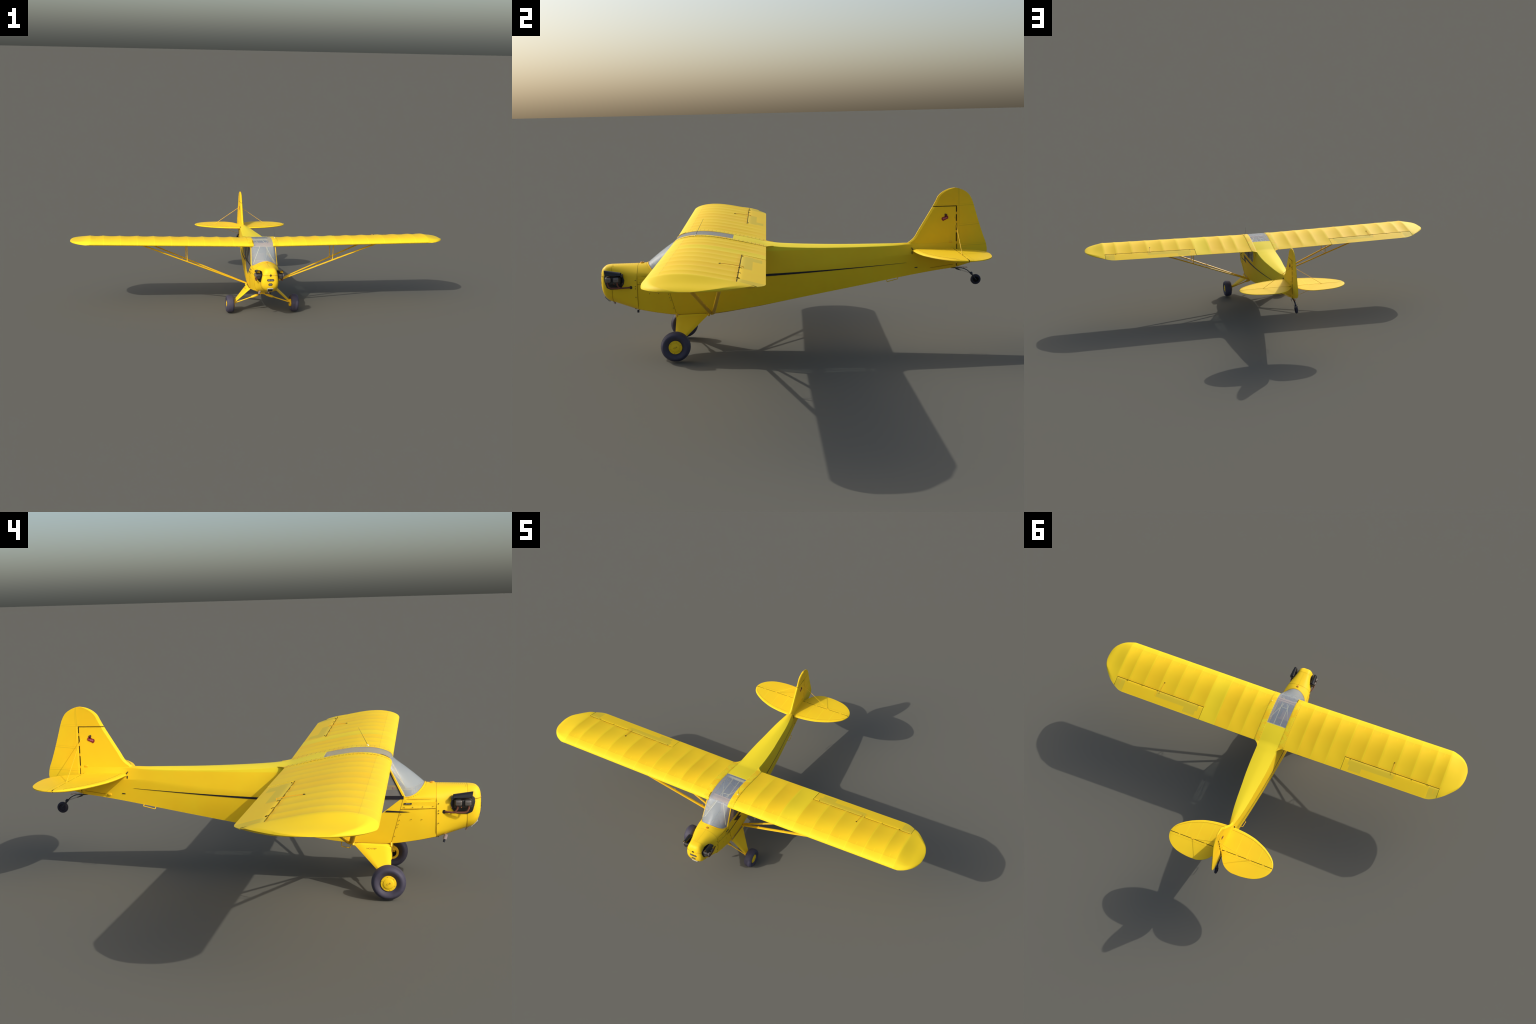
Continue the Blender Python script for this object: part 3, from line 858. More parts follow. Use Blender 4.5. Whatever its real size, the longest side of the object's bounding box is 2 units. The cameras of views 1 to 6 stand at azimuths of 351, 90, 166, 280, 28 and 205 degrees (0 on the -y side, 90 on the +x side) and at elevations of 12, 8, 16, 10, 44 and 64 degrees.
HOLE = [(-.6195, .2450), (-.6180, .2560), (-.606, .2640), (-.590, .2668), (-.5763, .2672), (-.5639, .2655), (-.5562, .2545), (-.5520, .2415), (-.5547, .2290), (-.5627, .2178), (-.575, .2125), (-.5990, .2112), (-.6110, .2165), (-.6170, .2330)]
def engine_side(sg, dy):
    hole = densify([(y + dy*.6, z) for y, z in HOLE], .004)
    v, f = fill2d(hole, grid=.006)
    op = make('engine_opening', [(sg*(cowl_x(y, z) + .0012), y, z) for y, z in v], f, M_BAFFLE, cowl, 40, solid=.002, solid_off=0)
    # cylinder barrels with cooling fins
    g = Geo()
    for cy in (-.602 + dy, -.5768 + dy):
        prof = [(.040, .0105)]
        x = .040
        while x < .0625:
            prof += [(x, .0122), (x + .0010, .0122), (x + .0010, .0104), (x + .0020, .0104)]; x += .0020
        prof += [(.0640, .0122), (.0655, .0118), (.0655, 0)]
        g.lathe([(sg*a, r) for a, r in prof], (0, cy, .2450), 'x', 24)
    cyl = g.make('engine_cylinder', M_ENGINE, plane, 30)
    # sheet metal shroud around the barrels
    g = Geo(); g.box((sg*.0560, -.5885 + dy, .2425), (.0180, .0500, .0240)); sh = g.make('engine_shroud', M_ENGINE, cyl); bevel(sh, .0035, 3)
    # rocker covers
    for cy in (-.6018 + dy, -.5766 + dy):
        g = Geo(); g.box((sg*.0690, cy, .2458), (.0085, .0178, .0150)); o = g.make('rocker_cover', M_ROCKER, cyl); bevel(o, .0026, 3)
        g = Geo(); g.box((sg*.0733, cy, .2450), (.0008, .0085, .0009)); g.make('cover_mark', M_ENGINE, o)
        g = Geo(); g.box((sg*.0640, cy, .2455), (.0030, .0200, .0172)); g.make('rocker_flange', M_ENGINE, o)
    # eyebrow baffle scooping air over the barrels: a half tube open at the front
    rows = []
    for k in lin(0, 1, 10):
        y = lerp(-.6160, -.5620, k) + dy
        row = []
        for a in lin(0, 1, 13):
            w = math.pi * (1.02 - 1.04*a)       # from the cowl over the top to the rocker line
            cx, rz = .0585, lerp(.0168, .0085, k)
            rx = lerp(.0100, .0125, k)
            yy = y + (.0032 * (1 - math.sin(math.pi*a)) if k == 0 else 0)
            row.append((sg*(cx + rx*math.cos(w)), yy, .2600 + rz*max(-.05, math.sin(w))))
        rows.append(row)
    g = Geo(); g.grid(rows)
    b = g.make('cooling_baffle', M_BAFFLE, cyl, 50, solid=.0010)
    g = Geo()
    rows2 = [[(x*.0 + sg*(.0585 + (abs(x) - .0585)*.86), y + .0004, .2600 + (z - .2600)*.86) for x, y, z in r] for r in rows[:5]]
    g.grid(rows2)
    q = rows2[3]; g.add(q, [tuple(range(len(q)))])
    g.make('baffle_lining', M_COWL, b, 50)
    g = Geo(); g.box((sg*.0585, -.5590 + dy, .2585), (.0200, .0060, .0090)); o = g.make('baffle_plate', M_ENGINE, b); bevel(o, .0015)
    # exhaust stubs joining one pipe that re-enters the cowl
    g = Geo()
    g.tube([(sg*.0655, -.6045+dy, .2390), (sg*.0660, -.6040+dy, .2300), (sg*.0665, -.6005+dy, .2225), (sg*.0665, -.5945+dy, .2190), (sg*.0660, -.580+dy, .2184), (sg*.0650, -.560+dy, .2184), (sg*.0620, -.542+dy*.5, .2188), (sg*.0565, -.5300, .2190)], .0027, 12)
    g.tube([(sg*.0655, -.5745+dy, .2390), (sg*.0660, -.5735+dy, .2290), (sg*.0660, -.5690+dy, .2215), (sg*.0655, -.5630+dy, .2184)], .0025, 12)
    ex = g.make('exhaust_pipe', M_PIPE, cyl)
    g = Geo(); g.lathe([(sg*-.003, .0052), (sg*.0009, .0052), (sg*.0009, 0)], (sg*(cowl_x(-.5300, .2190)), -.5305, .2190), 'x', 18)
    g.make('exhaust_port', M_BAFFLE, ex)
    # ignition leads and copper fittings
    g = Geo()
    for cy in (-.598 + dy, -.571 + dy): g.ball((sg*.0665, cy + .014, .2330), .0016, 6)
    g.make('copper_nut', M_COPPER, cyl)
engine_side(1, .0)
engine_side(-1, .0070)

# ----------------------------------------------------------------------------
# cabin glazing and frames
# ----------------------------------------------------------------------------
def side_patch(name, outer, holes, sg, off, mat, parent, thick=.0018, grid=None, smooth=30):
    v, f = fill2d(densify(outer, .008), [densify(h, .008) for h in holes], grid)
    vs = [(sg*(side_x(y, z) + off), y, z) for y, z in v]
    return make(name, vs, f, mat, parent, smooth, solid=thick, solid_off=0)

def rounded_rear(z0, z1, yf0, yf1, yr):
    """Side window: slanted front edge, straight sill, rounded rear end."""
    out = [(yf1, z1), (yf0, z0)]
    cz, rz = (z0 + z1)/2, (z1 - z0)/2
    for i in range(17):
        a = -math.pi/2 + math.pi*i/16
        out.append((yr - .034 + .034*math.cos(a), cz + rz*math.sin(a)))
    return out

# front cabin edge follows the windscreen line
WALL = [(-.4225, SILL - .001), (-.3780, .3480), (-.1065, .3480), (-.1065, SILL - .001)]
win_l = rounded_rear(.2685, .3400, -.4140, -.3760, -.1090)
win_r = rounded_rear(.2640, .3400, -.4165, -.3760, -.1120)
wl = side_patch('window_frame', WALL, [win_l], 1, 0, M_FUS, cabin)
wr = side_patch('window_frame', WALL, [win_r], -1, 0, M_FUS, cabin)
side_patch('cabin_window', win_l, [], 1, -.0004, M_SIDE, wl, .0010)
side_patch('door_window', win_r, [], -1, -.0004, M_SIDE, wr, .0010)
side_patch('door_window', [(y, z) for y, z in LOW_WIN], [], -1, -.0010, M_SIDE, wr, .0010, grid=.012)
# door frame: black sill bar and front edge on the right side
def bar(pts, half, sg, off=.0010):
    """Flat strip lying on the fuselage side, given its centre line in (y, z)."""
    L, Rr = [], []
    for i, p in enumerate(pts):
        a, b = pts[max(0, i-1)], pts[min(len(pts)-1, i+1)]
        t = Vector((b[0]-a[0], b[1]-a[1])).normalized(); n = Vector((-t.y, t.x))
        h = half[i] if isinstance(half, list) else half
        L.append((p[0]+n.x*h, p[1]+n.y*h)); Rr.append((p[0]-n.x*h, p[1]-n.y*h))
    return [[(sg*(side_x(*q) + off), *q) for q in (l, r)] for l, r in zip(L, Rr)]
g = Geo()
g.grid(bar(list(zip(lin(-.4200, -.205, 20), lin(.2603, .2603, 20))), .0048, -1))
g.grid(bar(list(zip(lin(-.4165, -.377, 8), lin(.262, .340, 8))), .0015, -1))
for yy in (-.300, -.215): g.grid(bar([(yy, z) for z in lin(.262, .345, 8)], .0018, -1))
g.make('door_frame', M_BLACK, wr, 0, solid=.0012)
g = Geo()
for yy in (-.330, -.235): g.grid(bar([(yy, z) for z in lin(.267, .345, 8)], .0016, 1))
g.make('window_mullion', M_BLACK, wl, 0, solid=.0012)
g = Geo()
g.grid(bar([(-.175, z) for z in lin(.267, .345, 8)], .0014, 1, .0002)); g.grid(bar([(-.175, z) for z in lin(.267, .345, 8)], .0014, -1, .0002))
g.make('cabin_upright', M_CREAM, cabin, 0, solid=.0012)
# windscreen posts
for sg in (1, -1):
    g = Geo(); g.tube([(sg*.0672, -.4228, .2605), (sg*.0652, -.3770, .3490)], .0026, 10)
    g.make('windscreen_post', M_TUBE, plane)

# black lightning stripe along both sides
BOLT = [(-.4387, .2203), (-.415, .2221), (-.380, .2238), (-.335, .2275), (-.3665, .2530), (-.310, .2535)]
top_edge = [(y, lerp(.2530, .2745, ((y+.20)/.567) ** 1.45 if y > -.20 else 0)) for y in lin(-.29, .367, 40)]
bot_edge = [(y, lerp(.2430, .2741, ((y+.20)/.567) ** 1.22 if y > -.20 else 0)) for y in lin(.36, -.285, 38)]
BOLT += top_edge + bot_edge + [(-.3205, .2405), (-.2915, .2195), (-.338, .2212), (-.380, .2188), (-.415, .2188)]
# on the door side the glazing interrupts the bolt: a stripe behind the door, a dart in front of it
STRIPE = [p for p in top_edge if p[0] > -.214] + [p for p in bot_edge if p[0] > -.214] + [(-.2195, .2425), (-.2135, .2530)]
DART = [(-.4387, .2203), (-.415, .2221), (-.380, .2238), (-.3735, .2240), (-.3675, .2190), (-.380, .2188), (-.415, .2188)]
for sg, poly in ((1, BOLT), (-1, STRIPE), (-1, DART)):
    v, f = fill2d(poly)
    off = .0006
    stripe = make('lightning_stripe', [(sg*(side_x(y, z) + off + (.0010 if y < -.41 else 0)), y, z) for y, z in v], f, M_BLACK, plane, 30, solid=.0006, solid_off=0)
# nameplate on both sides of the boot cowl
def text_mesh(name, body, size, M, mat, parent):
    cu = bpy.data.curves.new(name, 'FONT'); cu.body = body; cu.size = size
    cu.align_x = 'CENTER'; cu.align_y = 'CENTER'; cu.extrude = .0002
    tmp = bpy.data.objects.new(name, cu); bpy.context.scene.collection.objects.link(tmp)
    dg = bpy.context.evaluated_depsgraph_get(); me = bpy.data.meshes.new_from_object(tmp.evaluated_get(dg))
    bpy.data.objects.remove(tmp)
    me.transform(M); me.materials.clear(); me.materials.append(mat)
    ob = bpy.data.objects.new(name, me); bpy.context.scene.collection.objects.link(ob); ob.parent = parent
    return ob
def side_frame(sg, y, z, x, tilt=0.0):
    """Matrix placing text upright on a side wall, readable from outside."""
    ex = Vector((0, 1 if sg > 0 else -1, 0)); ez = Vector((0, 0, 1)); en = Vector((sg, 0, 0))
    R = Matrix((ex, ez, en)).transposed().to_4x4() @ Matrix.Rotation(tilt, 4, 'Z')
    return Matrix.Translation((x, y, z)) @ R
for sg in (1, -1):
    g = Geo(); x = side_x(-.4318, .2435) + .0022
    g.box((sg*x, -.4318, .2435), (.0010, .0215, .0044)); pl = g.make('nameplate', M_PLATE, boot)
    text_mesh('nameplate_lettering', 'PIPER', .0048, side_frame(sg, -.4318, .2435, sg*(x+.0006)), M_RIM, pl)

# small oval slots and fittings on the rear fuselage
g = Geo()
for sg in (1, -1):
    x = side_x(.398, .2575)
    g.box((sg*x, .398, .2575), (.0016, .0095, .0026), Matrix.Rotation(.12, 3, 'X'))
g.make('lift_slot', M_BLACK, tail_body)
g = Geo()
for sg in (1, -1):
    g.tube([(sg*.0225, .3010, .2225), (sg*.0300, .3005, .2165), (sg*.0345, .3015, .2155), (sg*.0320, .3360, .2235), (sg*.0275, .3370, .2245), (sg*.0195, .3365, .2280)], .0013, 8)
g.make('lifting_handle', M_TUBE, tail_body)
g = Geo(); g.box((-.0135, .4425, .2540), (.0060, .0100, .0050)); o = g.make('cable_fairing', M_TUBE, tail_body); bevel(o, .0012)
g = Geo(); g.tube([(-.0150, .445, .2545), (-.0090, .520, .2640)], .0006, 6); g.tube([(.0150, .445, .2545), (.0090, .520, .2640)], .0006, 6)
g.make('control_cable', M_SEAM, tail_body)
g = Geo()
g.tube([(-.052, -.2450, .1300), (-.052, -.2460, .1145), (-.052, -.2683, .1107), (-.058, -.2745, .1265)], .0015, 8)
g.make('boarding_step', M_TUBE, cabin)

# ----------------------------------------------------------------------------
# tail surfaces
# ----------------------------------------------------------------------------
fin_le = table([(.300, .3870), (.330, .3700), (.337, .3725), (.343, .3810), (.3535, .3925), (.38, .4088), (.42, .4332), (.4545, .4540), (.473, .4640), (.489, .4723), (.500, .4835), (.5075, .4965), (.5125, .5105), (.5148, .5265)])
rud_te = table([(.2544, .5330), (.258, .5450), (.2625, .5600), (.268, .5785), (.275, .6010), (.284, .6180), (.293, .6275), (.3015, .6312), (.311, .6325), (.324, .6310), (.36, .6190), (.395, .6075), (.44, .5940), (.472, .5842), (.491, .5740), (.500, .5650), (.506, .5552), (.511, .5440), (.5138, .5340), (.5148, .5265)])

def slab(le, te, s, half_le, half_te, n=20, nose=1.7):
    """Rounded section between leading and trailing edge; returns (chord, half thickness)."""
    out = []
    for i in range(n + 1):
        t = (i / n) ** 1.6
        c = lerp(le, te, t)
        h = lerp(half_le, half_te, t)
        d = c - le
        if d < nose * half_le: h *= math.sqrt(max(0, 1 - (1 - d/(nose*half_le)) ** 2))
        out.append((c, h))
    return out

def vertical(zs, lef, tef, hl, ht):
    rows = []
    for z in zs:
        a, b = lef(z), tef(z)
        k = min(1, max(.02, (b - a) / .03))
        s = slab(a, b, 0, hl*min(1, k**.5), ht*min(1, k**.5))
        if lef is fin_le:
            s = [(a, 0), (a + .0006, hl*.30)] + [(a + .0006 + .0076*t, lerp(hl*.38, hl, t)) for t in lin(0, 1, 5)] + [(lerp(a + .0084, b, t), lerp(hl, ht, t)) for t in lin(.06, 1, 14)]
        rows.append([(h, c, z) for c, h in s] + [(-h, c, z) for c, h in reversed(s)])
    return rows
SPLIT = .4550
g = Geo()
g.grid(vertical(lin(.300, SPLIT - .0012, 40), fin_le, lambda z: .5300, .0062, .0048), cap=True, close_v=True)
fin = g.make('fin', M_TAIL, plane, 16, merge=1e-6)
g = Geo()
g.grid(vertical(lin(.2544, SPLIT + .0014, 46), lambda z: .5328, rud_te, .0048, .0016), cap=True, close_v=True)
zs = [SPLIT + .0014 + (.5148 - SPLIT - .0014) * math.sin(math.pi/2 * i/26) for i in range(27)]
hl = table([(.455, .0058), (.50, .0052), (.5148, .0040)])
rows = []
for z in zs:
    a, b = fin_le(z), rud_te(z)
    H = min(hl(z), max(.0008, (b-a)*.2)); N = min(.0076, (b-a)*.3)
    s = [(a, 0), (a + N*.08, H*.30)] + [(a + N*.08 + N*t, lerp(H*.38, H, t)) for t in lin(0, 1, 5)] + [(lerp(a + N*1.1, b, t), lerp(H, .0017, t)) for t in lin(.06, 1, 14)]
    rows.append([(h, c, z) for c, h in s] + [(-h, c, z) for c, h in reversed(s)])
g.grid(rows, cap=True, close_v=True)
rud = g.make('rudder', M_RUD, plane, 16, merge=1e-6)
g = Geo()
g.box((0, .5314, .356), (.0072, .0040, .195)); g.box((0, .4945, SPLIT + .0001), (.0080, .076, .0024))
g.make('rudder_gap', M_GAP, fin, 0)
g = Geo()
for z in (.432, .402, .372, .335, .270): g.tube([(0, .5314, z - .004), (0, .5314, z + .004)], .0046, 10)
g.make('rudder_hinge', M_TUBE, fin)

stab_le = table([(0, .3855), (.0206, .3872), (.075, .3922), (.1335, .4040), (.165, .4160), (.195, .4298), (.212, .4400), (.233, .4545), (.254, .4735), (.2625, .4845), (.2705, .5005), (.2745, .5130), (.2755, .5195)])
elev_te = table([(.0050, .5240), (.0070, .5300), (.0151, .5450), (.0285, .5695), (.0485, .5930), (.0685, .6055), (.083, .6112), (.098, .6143), (.13, .6146), (.164, .6116), (.198, .6050), (.225, .5938), (.251, .5745), (.263, .5600), (.2712, .5440), (.2748, .5310), (.2755, .5235)])
HZ = .3128
def horizontal(xs, lef, tef, hl, ht, sg, nose_round=True):
    rows = []
    for x in xs:
        a, b = lef(x), tef(x)
        k = min(1, max(.03, (b - a) / .05)) ** .5
        s = slab(a, b, 0, hl*k, ht*k, nose=3.0)
        if not nose_round:
            s = [(lerp(a, b, t), lerp(hl, ht, t)*k) for t in lin(0, 1, 9)]
        rows.append([(sg*x, c, HZ + h) for c, h in s] + [(sg*x, c, HZ - h) for c, h in reversed(s)])
    return rows
hx = [.2755 * math.sin(math.pi/2 * i/44) for i in range(45)]
for sg in (1, -1):
    g = Geo(); g.grid(horizontal([max(.004, x) for x in hx], stab_le, lambda x: .5190, .0052, .0044, sg), cap=True, close_v=True)
    st = g.make('stabilizer', M_TAIL, plane, 40, merge=1e-6)
    ex = [lerp(.0050, .2755, .5 - .5*math.cos(math.pi*i/50)) for i in range(51)]
    g = Geo(); g.grid(horizontal(ex, lambda x: .5222, elev_te, .0044, .0015, sg, False), cap=True, close_v=True)
    el = g.make('elevator', M_TAIL, st, 40, merge=1e-6)
    g = Geo(); g.box((sg*.139, .5206, HZ), (.262, .0040, .0066)); g.make('elevator_gap', M_GAP, st, 0)
    g = Geo()
    for x in (.025, .085, .155, .225): g.tube([(sg*(x-.0045), .5206, HZ), (sg*(x+.0045), .5206, HZ)], .0042, 10)
    g.make('elevator_hinge', M_TUBE, st)
    # leading edge tape line
    g = Geo()
    pts = []
    for x in lin(.012, .2605, 50):
        y = stab_le(x) + lerp(.0175, .012, x/.26)
        if y > .516: break
        h = slab(stab_le(x), .519, 0, .0052, .0044); t = (y - stab_le(x)) / (.519 - stab_le(x))
        pts.append((sg*x, y, HZ + lerp(.0052, .0044, t) * min(1, (.519 - stab_le(x))/.05)**.5))
    g.tube(pts, .0005, 5); g.make('tape_edge', M_SEAM, st)
    # brace wires from the stabilizer to the fin and the tail post
    g = Geo(); g.tube([(sg*.154, .5225, HZ + .004), (sg*.006, .5262, .4175)], .0009, 6)
    g.tube([(sg*.150, .5200, HZ - .004), (sg*.006, .5200, .2560)], .0008, 6)
    g.ball((sg*.154, .5225, HZ + .0045), .0022, 6); g.ball((sg*.0062, .5262, .4170), .0022, 6)
    g.make('brace_wire', M_TUBE, st)
# stabilizer slot in the fuselage nose
g = Geo()
for sg in (1, -1):
    g.box((sg*.0150, .3865, .3185), (.0050, .0022, .0090), Matrix.Rotation(.5, 3, 'X'))
    g.box((sg*.0170, .3850, .3065), (.0040, .0022, .0080))
g.make('trim_slot', M_BLACK, tail_body)

# red badge on both sides of the fin (plain stand-in blob)
for sg in (1, -1):
    X = sg*.0060
    def disc(name, cy, cz, a, b, rot, off, mat, par):
        pts = []
        for i in range(24):
            w = 2*math.pi*i/24; u, v = a*math.cos(w), b*math.sin(w)
            pts.append((X + sg*off, cy + u*math.cos(rot) - v*math.sin(rot), cz + u*math.sin(rot) + v*math.cos(rot)))
        return make(name, pts, [tuple(range(24))], mat, par, 0, solid=.0005, solid_off=0)
    b = disc('badge', .4945, .4163, .0098, .0058, .50, .0002, M_RED, fin)
    disc('badge_lobe', .4880, .4133, .0046, .0062, .35, .0004, M_RED, b)
    disc('badge_lobe', .5005, .4195, .0044, .0062, .35, .0004, M_RED, b)
    disc('badge_leaf', .4960, .4255, .0030, .0058, .25, .0004, M_BROWN, b)
    disc('badge_leaf', .4990, .4280, .0030, .0018, -.5, .0005, M_BROWN, b)
    disc('badge_spot', .4895, .4148, .0022, .0026, 0, .0008, M_PINK, b)
    disc('badge_spot', .4945, .4160, .0030, .0024, .4, .0008, M_PINK, b)
    disc('badge_spot', .5000, .4180, .0016, .0022, 0, .0008, M_PINK, b)
g = Geo()
for sg in (1, -1): g.box((sg*.0058, .5130, .3385), (.0030, .0100, .0050))
o = g.make('trim_cover', M_TUBE, fin); bevel(o, .001)

# tail wheel on its leaf spring
g = Geo()
spring = [(.5150, .2515), (.5299, .2510), (.5420, .2508), (.5509, .2500), (.5600, .2470), (.5677, .2430), (.5745, .2375), (.5800, .2315)]
rows = []
for i, (y, z) in enumerate(spring):
    a, b = spring[max(0, i-1)], spring[min(len(spring)-1, i+1)]
    t = Vector((b[0]-a[0], b[1]-a[1])).normalized(); n = Vector((-t.y, t.x)) * .0013
    w = lerp(.0042, .0030, i/7)
    rows.append([(-w, y+n.x, z+n.y), (w, y+n.x, z+n.y), (w, y-n.x, z-n.y), (-w, y-n.x, z-n.y)])
g.grid(rows, close_v=True, cap=True)
spr = g.make('tail_spring', M_STEEL, plane, 40)
g = Geo(); g.box((0, .5815, .2310), (.0090, .0080, .0060), Matrix.Rotation(-.9, 3, 'X'))
g.tube([(0, .5800, .2360), (0, .5865, .2255)], .0022, 10); g.tube([(0, .5810, .2350), (0, .5855, .2305)], .0030, 10)
for sg in (1, -1):
    g.tube([(sg*.0045, .5835, .2295), (sg*.0078, .5860, .2260), (sg*.0078, .5975, .2095)], .0013, 8, flat=1.5)
fork = g.make('tail_fork', M_STEEL, spr)
prof = []
for i in range(25):
    a = math.pi * i / 24
    prof.append((-.0060*math.cos(a), .0100 + .0069*math.sin(a)**.7))
prof = [(-.0030, 0), (-.0030, .0092)] + prof + [(.0030, .0092), (.0030, 0)]
g = Geo(); g.lathe(prof, (0, .5964, .2113), 'x', 40); tw = g.make('tail_wheel', M_TAILTYRE, spr, 40)
g = Geo(); g.tube([(-.0090, .5964, .2113), (.0090, .5964, .2113)], .0016, 8); g.lathe([(-.0036, .0088), (.0036, .0088), (.0036, 0)], (0, .5964, .2113), 'x', 24); g.make('tail_axle', M_HUBDARK, tw)
g = Geo()
for sg in (1, -1):
    g.tube([(sg*.0105, .5290, .2490), (sg*.0108, .5450, .2440)], .0012, 6)
    g.tube([(sg*.0108, .5450, .2440), (sg*.0125, .5760, .2335)], .0003, 5)
    g.tube([(sg*.0125, .5760, .2335), (sg*.0040, .5800, .2330)], .0005, 5)
    g.tube([(sg*.0105, .5290, .2490), (0, .5300, .2520)], .0006, 5)
g.make('steering_spring', M_STEEL, spr)
g = Geo()
g.tube([(0, .533, .2545), (0, .556, .2528), (0, .5700, .2515)], .0005, 5)
g.box((0, .5650, .2520), (.0020, .0050, .0018)); g.box((.0030, .5570, .2520), (.0020, .0050, .0014))
g.make('rudder_horn', M_COPPER, spr)

# ----------------------------------------------------------------------------
# wing struts
# ----------------------------------------------------------------------------
def wing_low(x, y): return lo_z(y) + dihedral(abs(x)) + .0008
for sg in (1, -1):
    low = Vector((sg*.0700, -.2705, .1308))
    f_top = Vector((sg*.634, -.3350, wing_low(.634, -.335)))
    r_top = Vector((sg*.632, -.2010, wing_low(.632, -.201)))
    f_low, r_low = low + Vector((0, -.0045, .0005)), low + Vector((0, .0050, 0))
    g = Geo(); g.tube([f_low, f_low.lerp(f_top, .5), f_top], .0074, 16, flat=.52, up=(0, 0, 1))
    fs = g.make('lift_strut', M_TUBE, plane)
    g = Geo(); g.tube([r_low, r_low.lerp(r_top, .5), r_top], .0058, 14, flat=.62, up=(0, 0, 1))
    g.make('lift_strut', M_TUBE, plane)
    kf = (.392 - .07) / (.634 - .07); kr = (.393 - .07) / (.632 - .07)
    a, b = f_low.lerp(f_top, kf), r_low.lerp(r_top, kr)
    g = Geo()
    ta = Vector((sg*.395, a.y, wing_low(.395, a.y))); tb = Vector((sg*.394, b.y, wing_low(.394, b.y)))
    g.tube([a, ta], .0021, 8); g.tube([b, tb], .0021, 8); g.tube([a, b], .0012, 6)
    g.make('jury_strut', M_TUBE, fs)
    g = Geo(); g.ball(low + Vector((0, 0, -.001)), .0052, 8, (1.2, 1.5, .8)); g.make('strut_fitting', M_TUBE, fs)
    g = Geo()
    for k in (.16, .42, .62):
        p = f_low.lerp(f_top, k) + Vector((0, .004, .0035)); g.box(p, (.0060, .0035, .0030))
    g.make('cable_clip', M_CAP, fs)

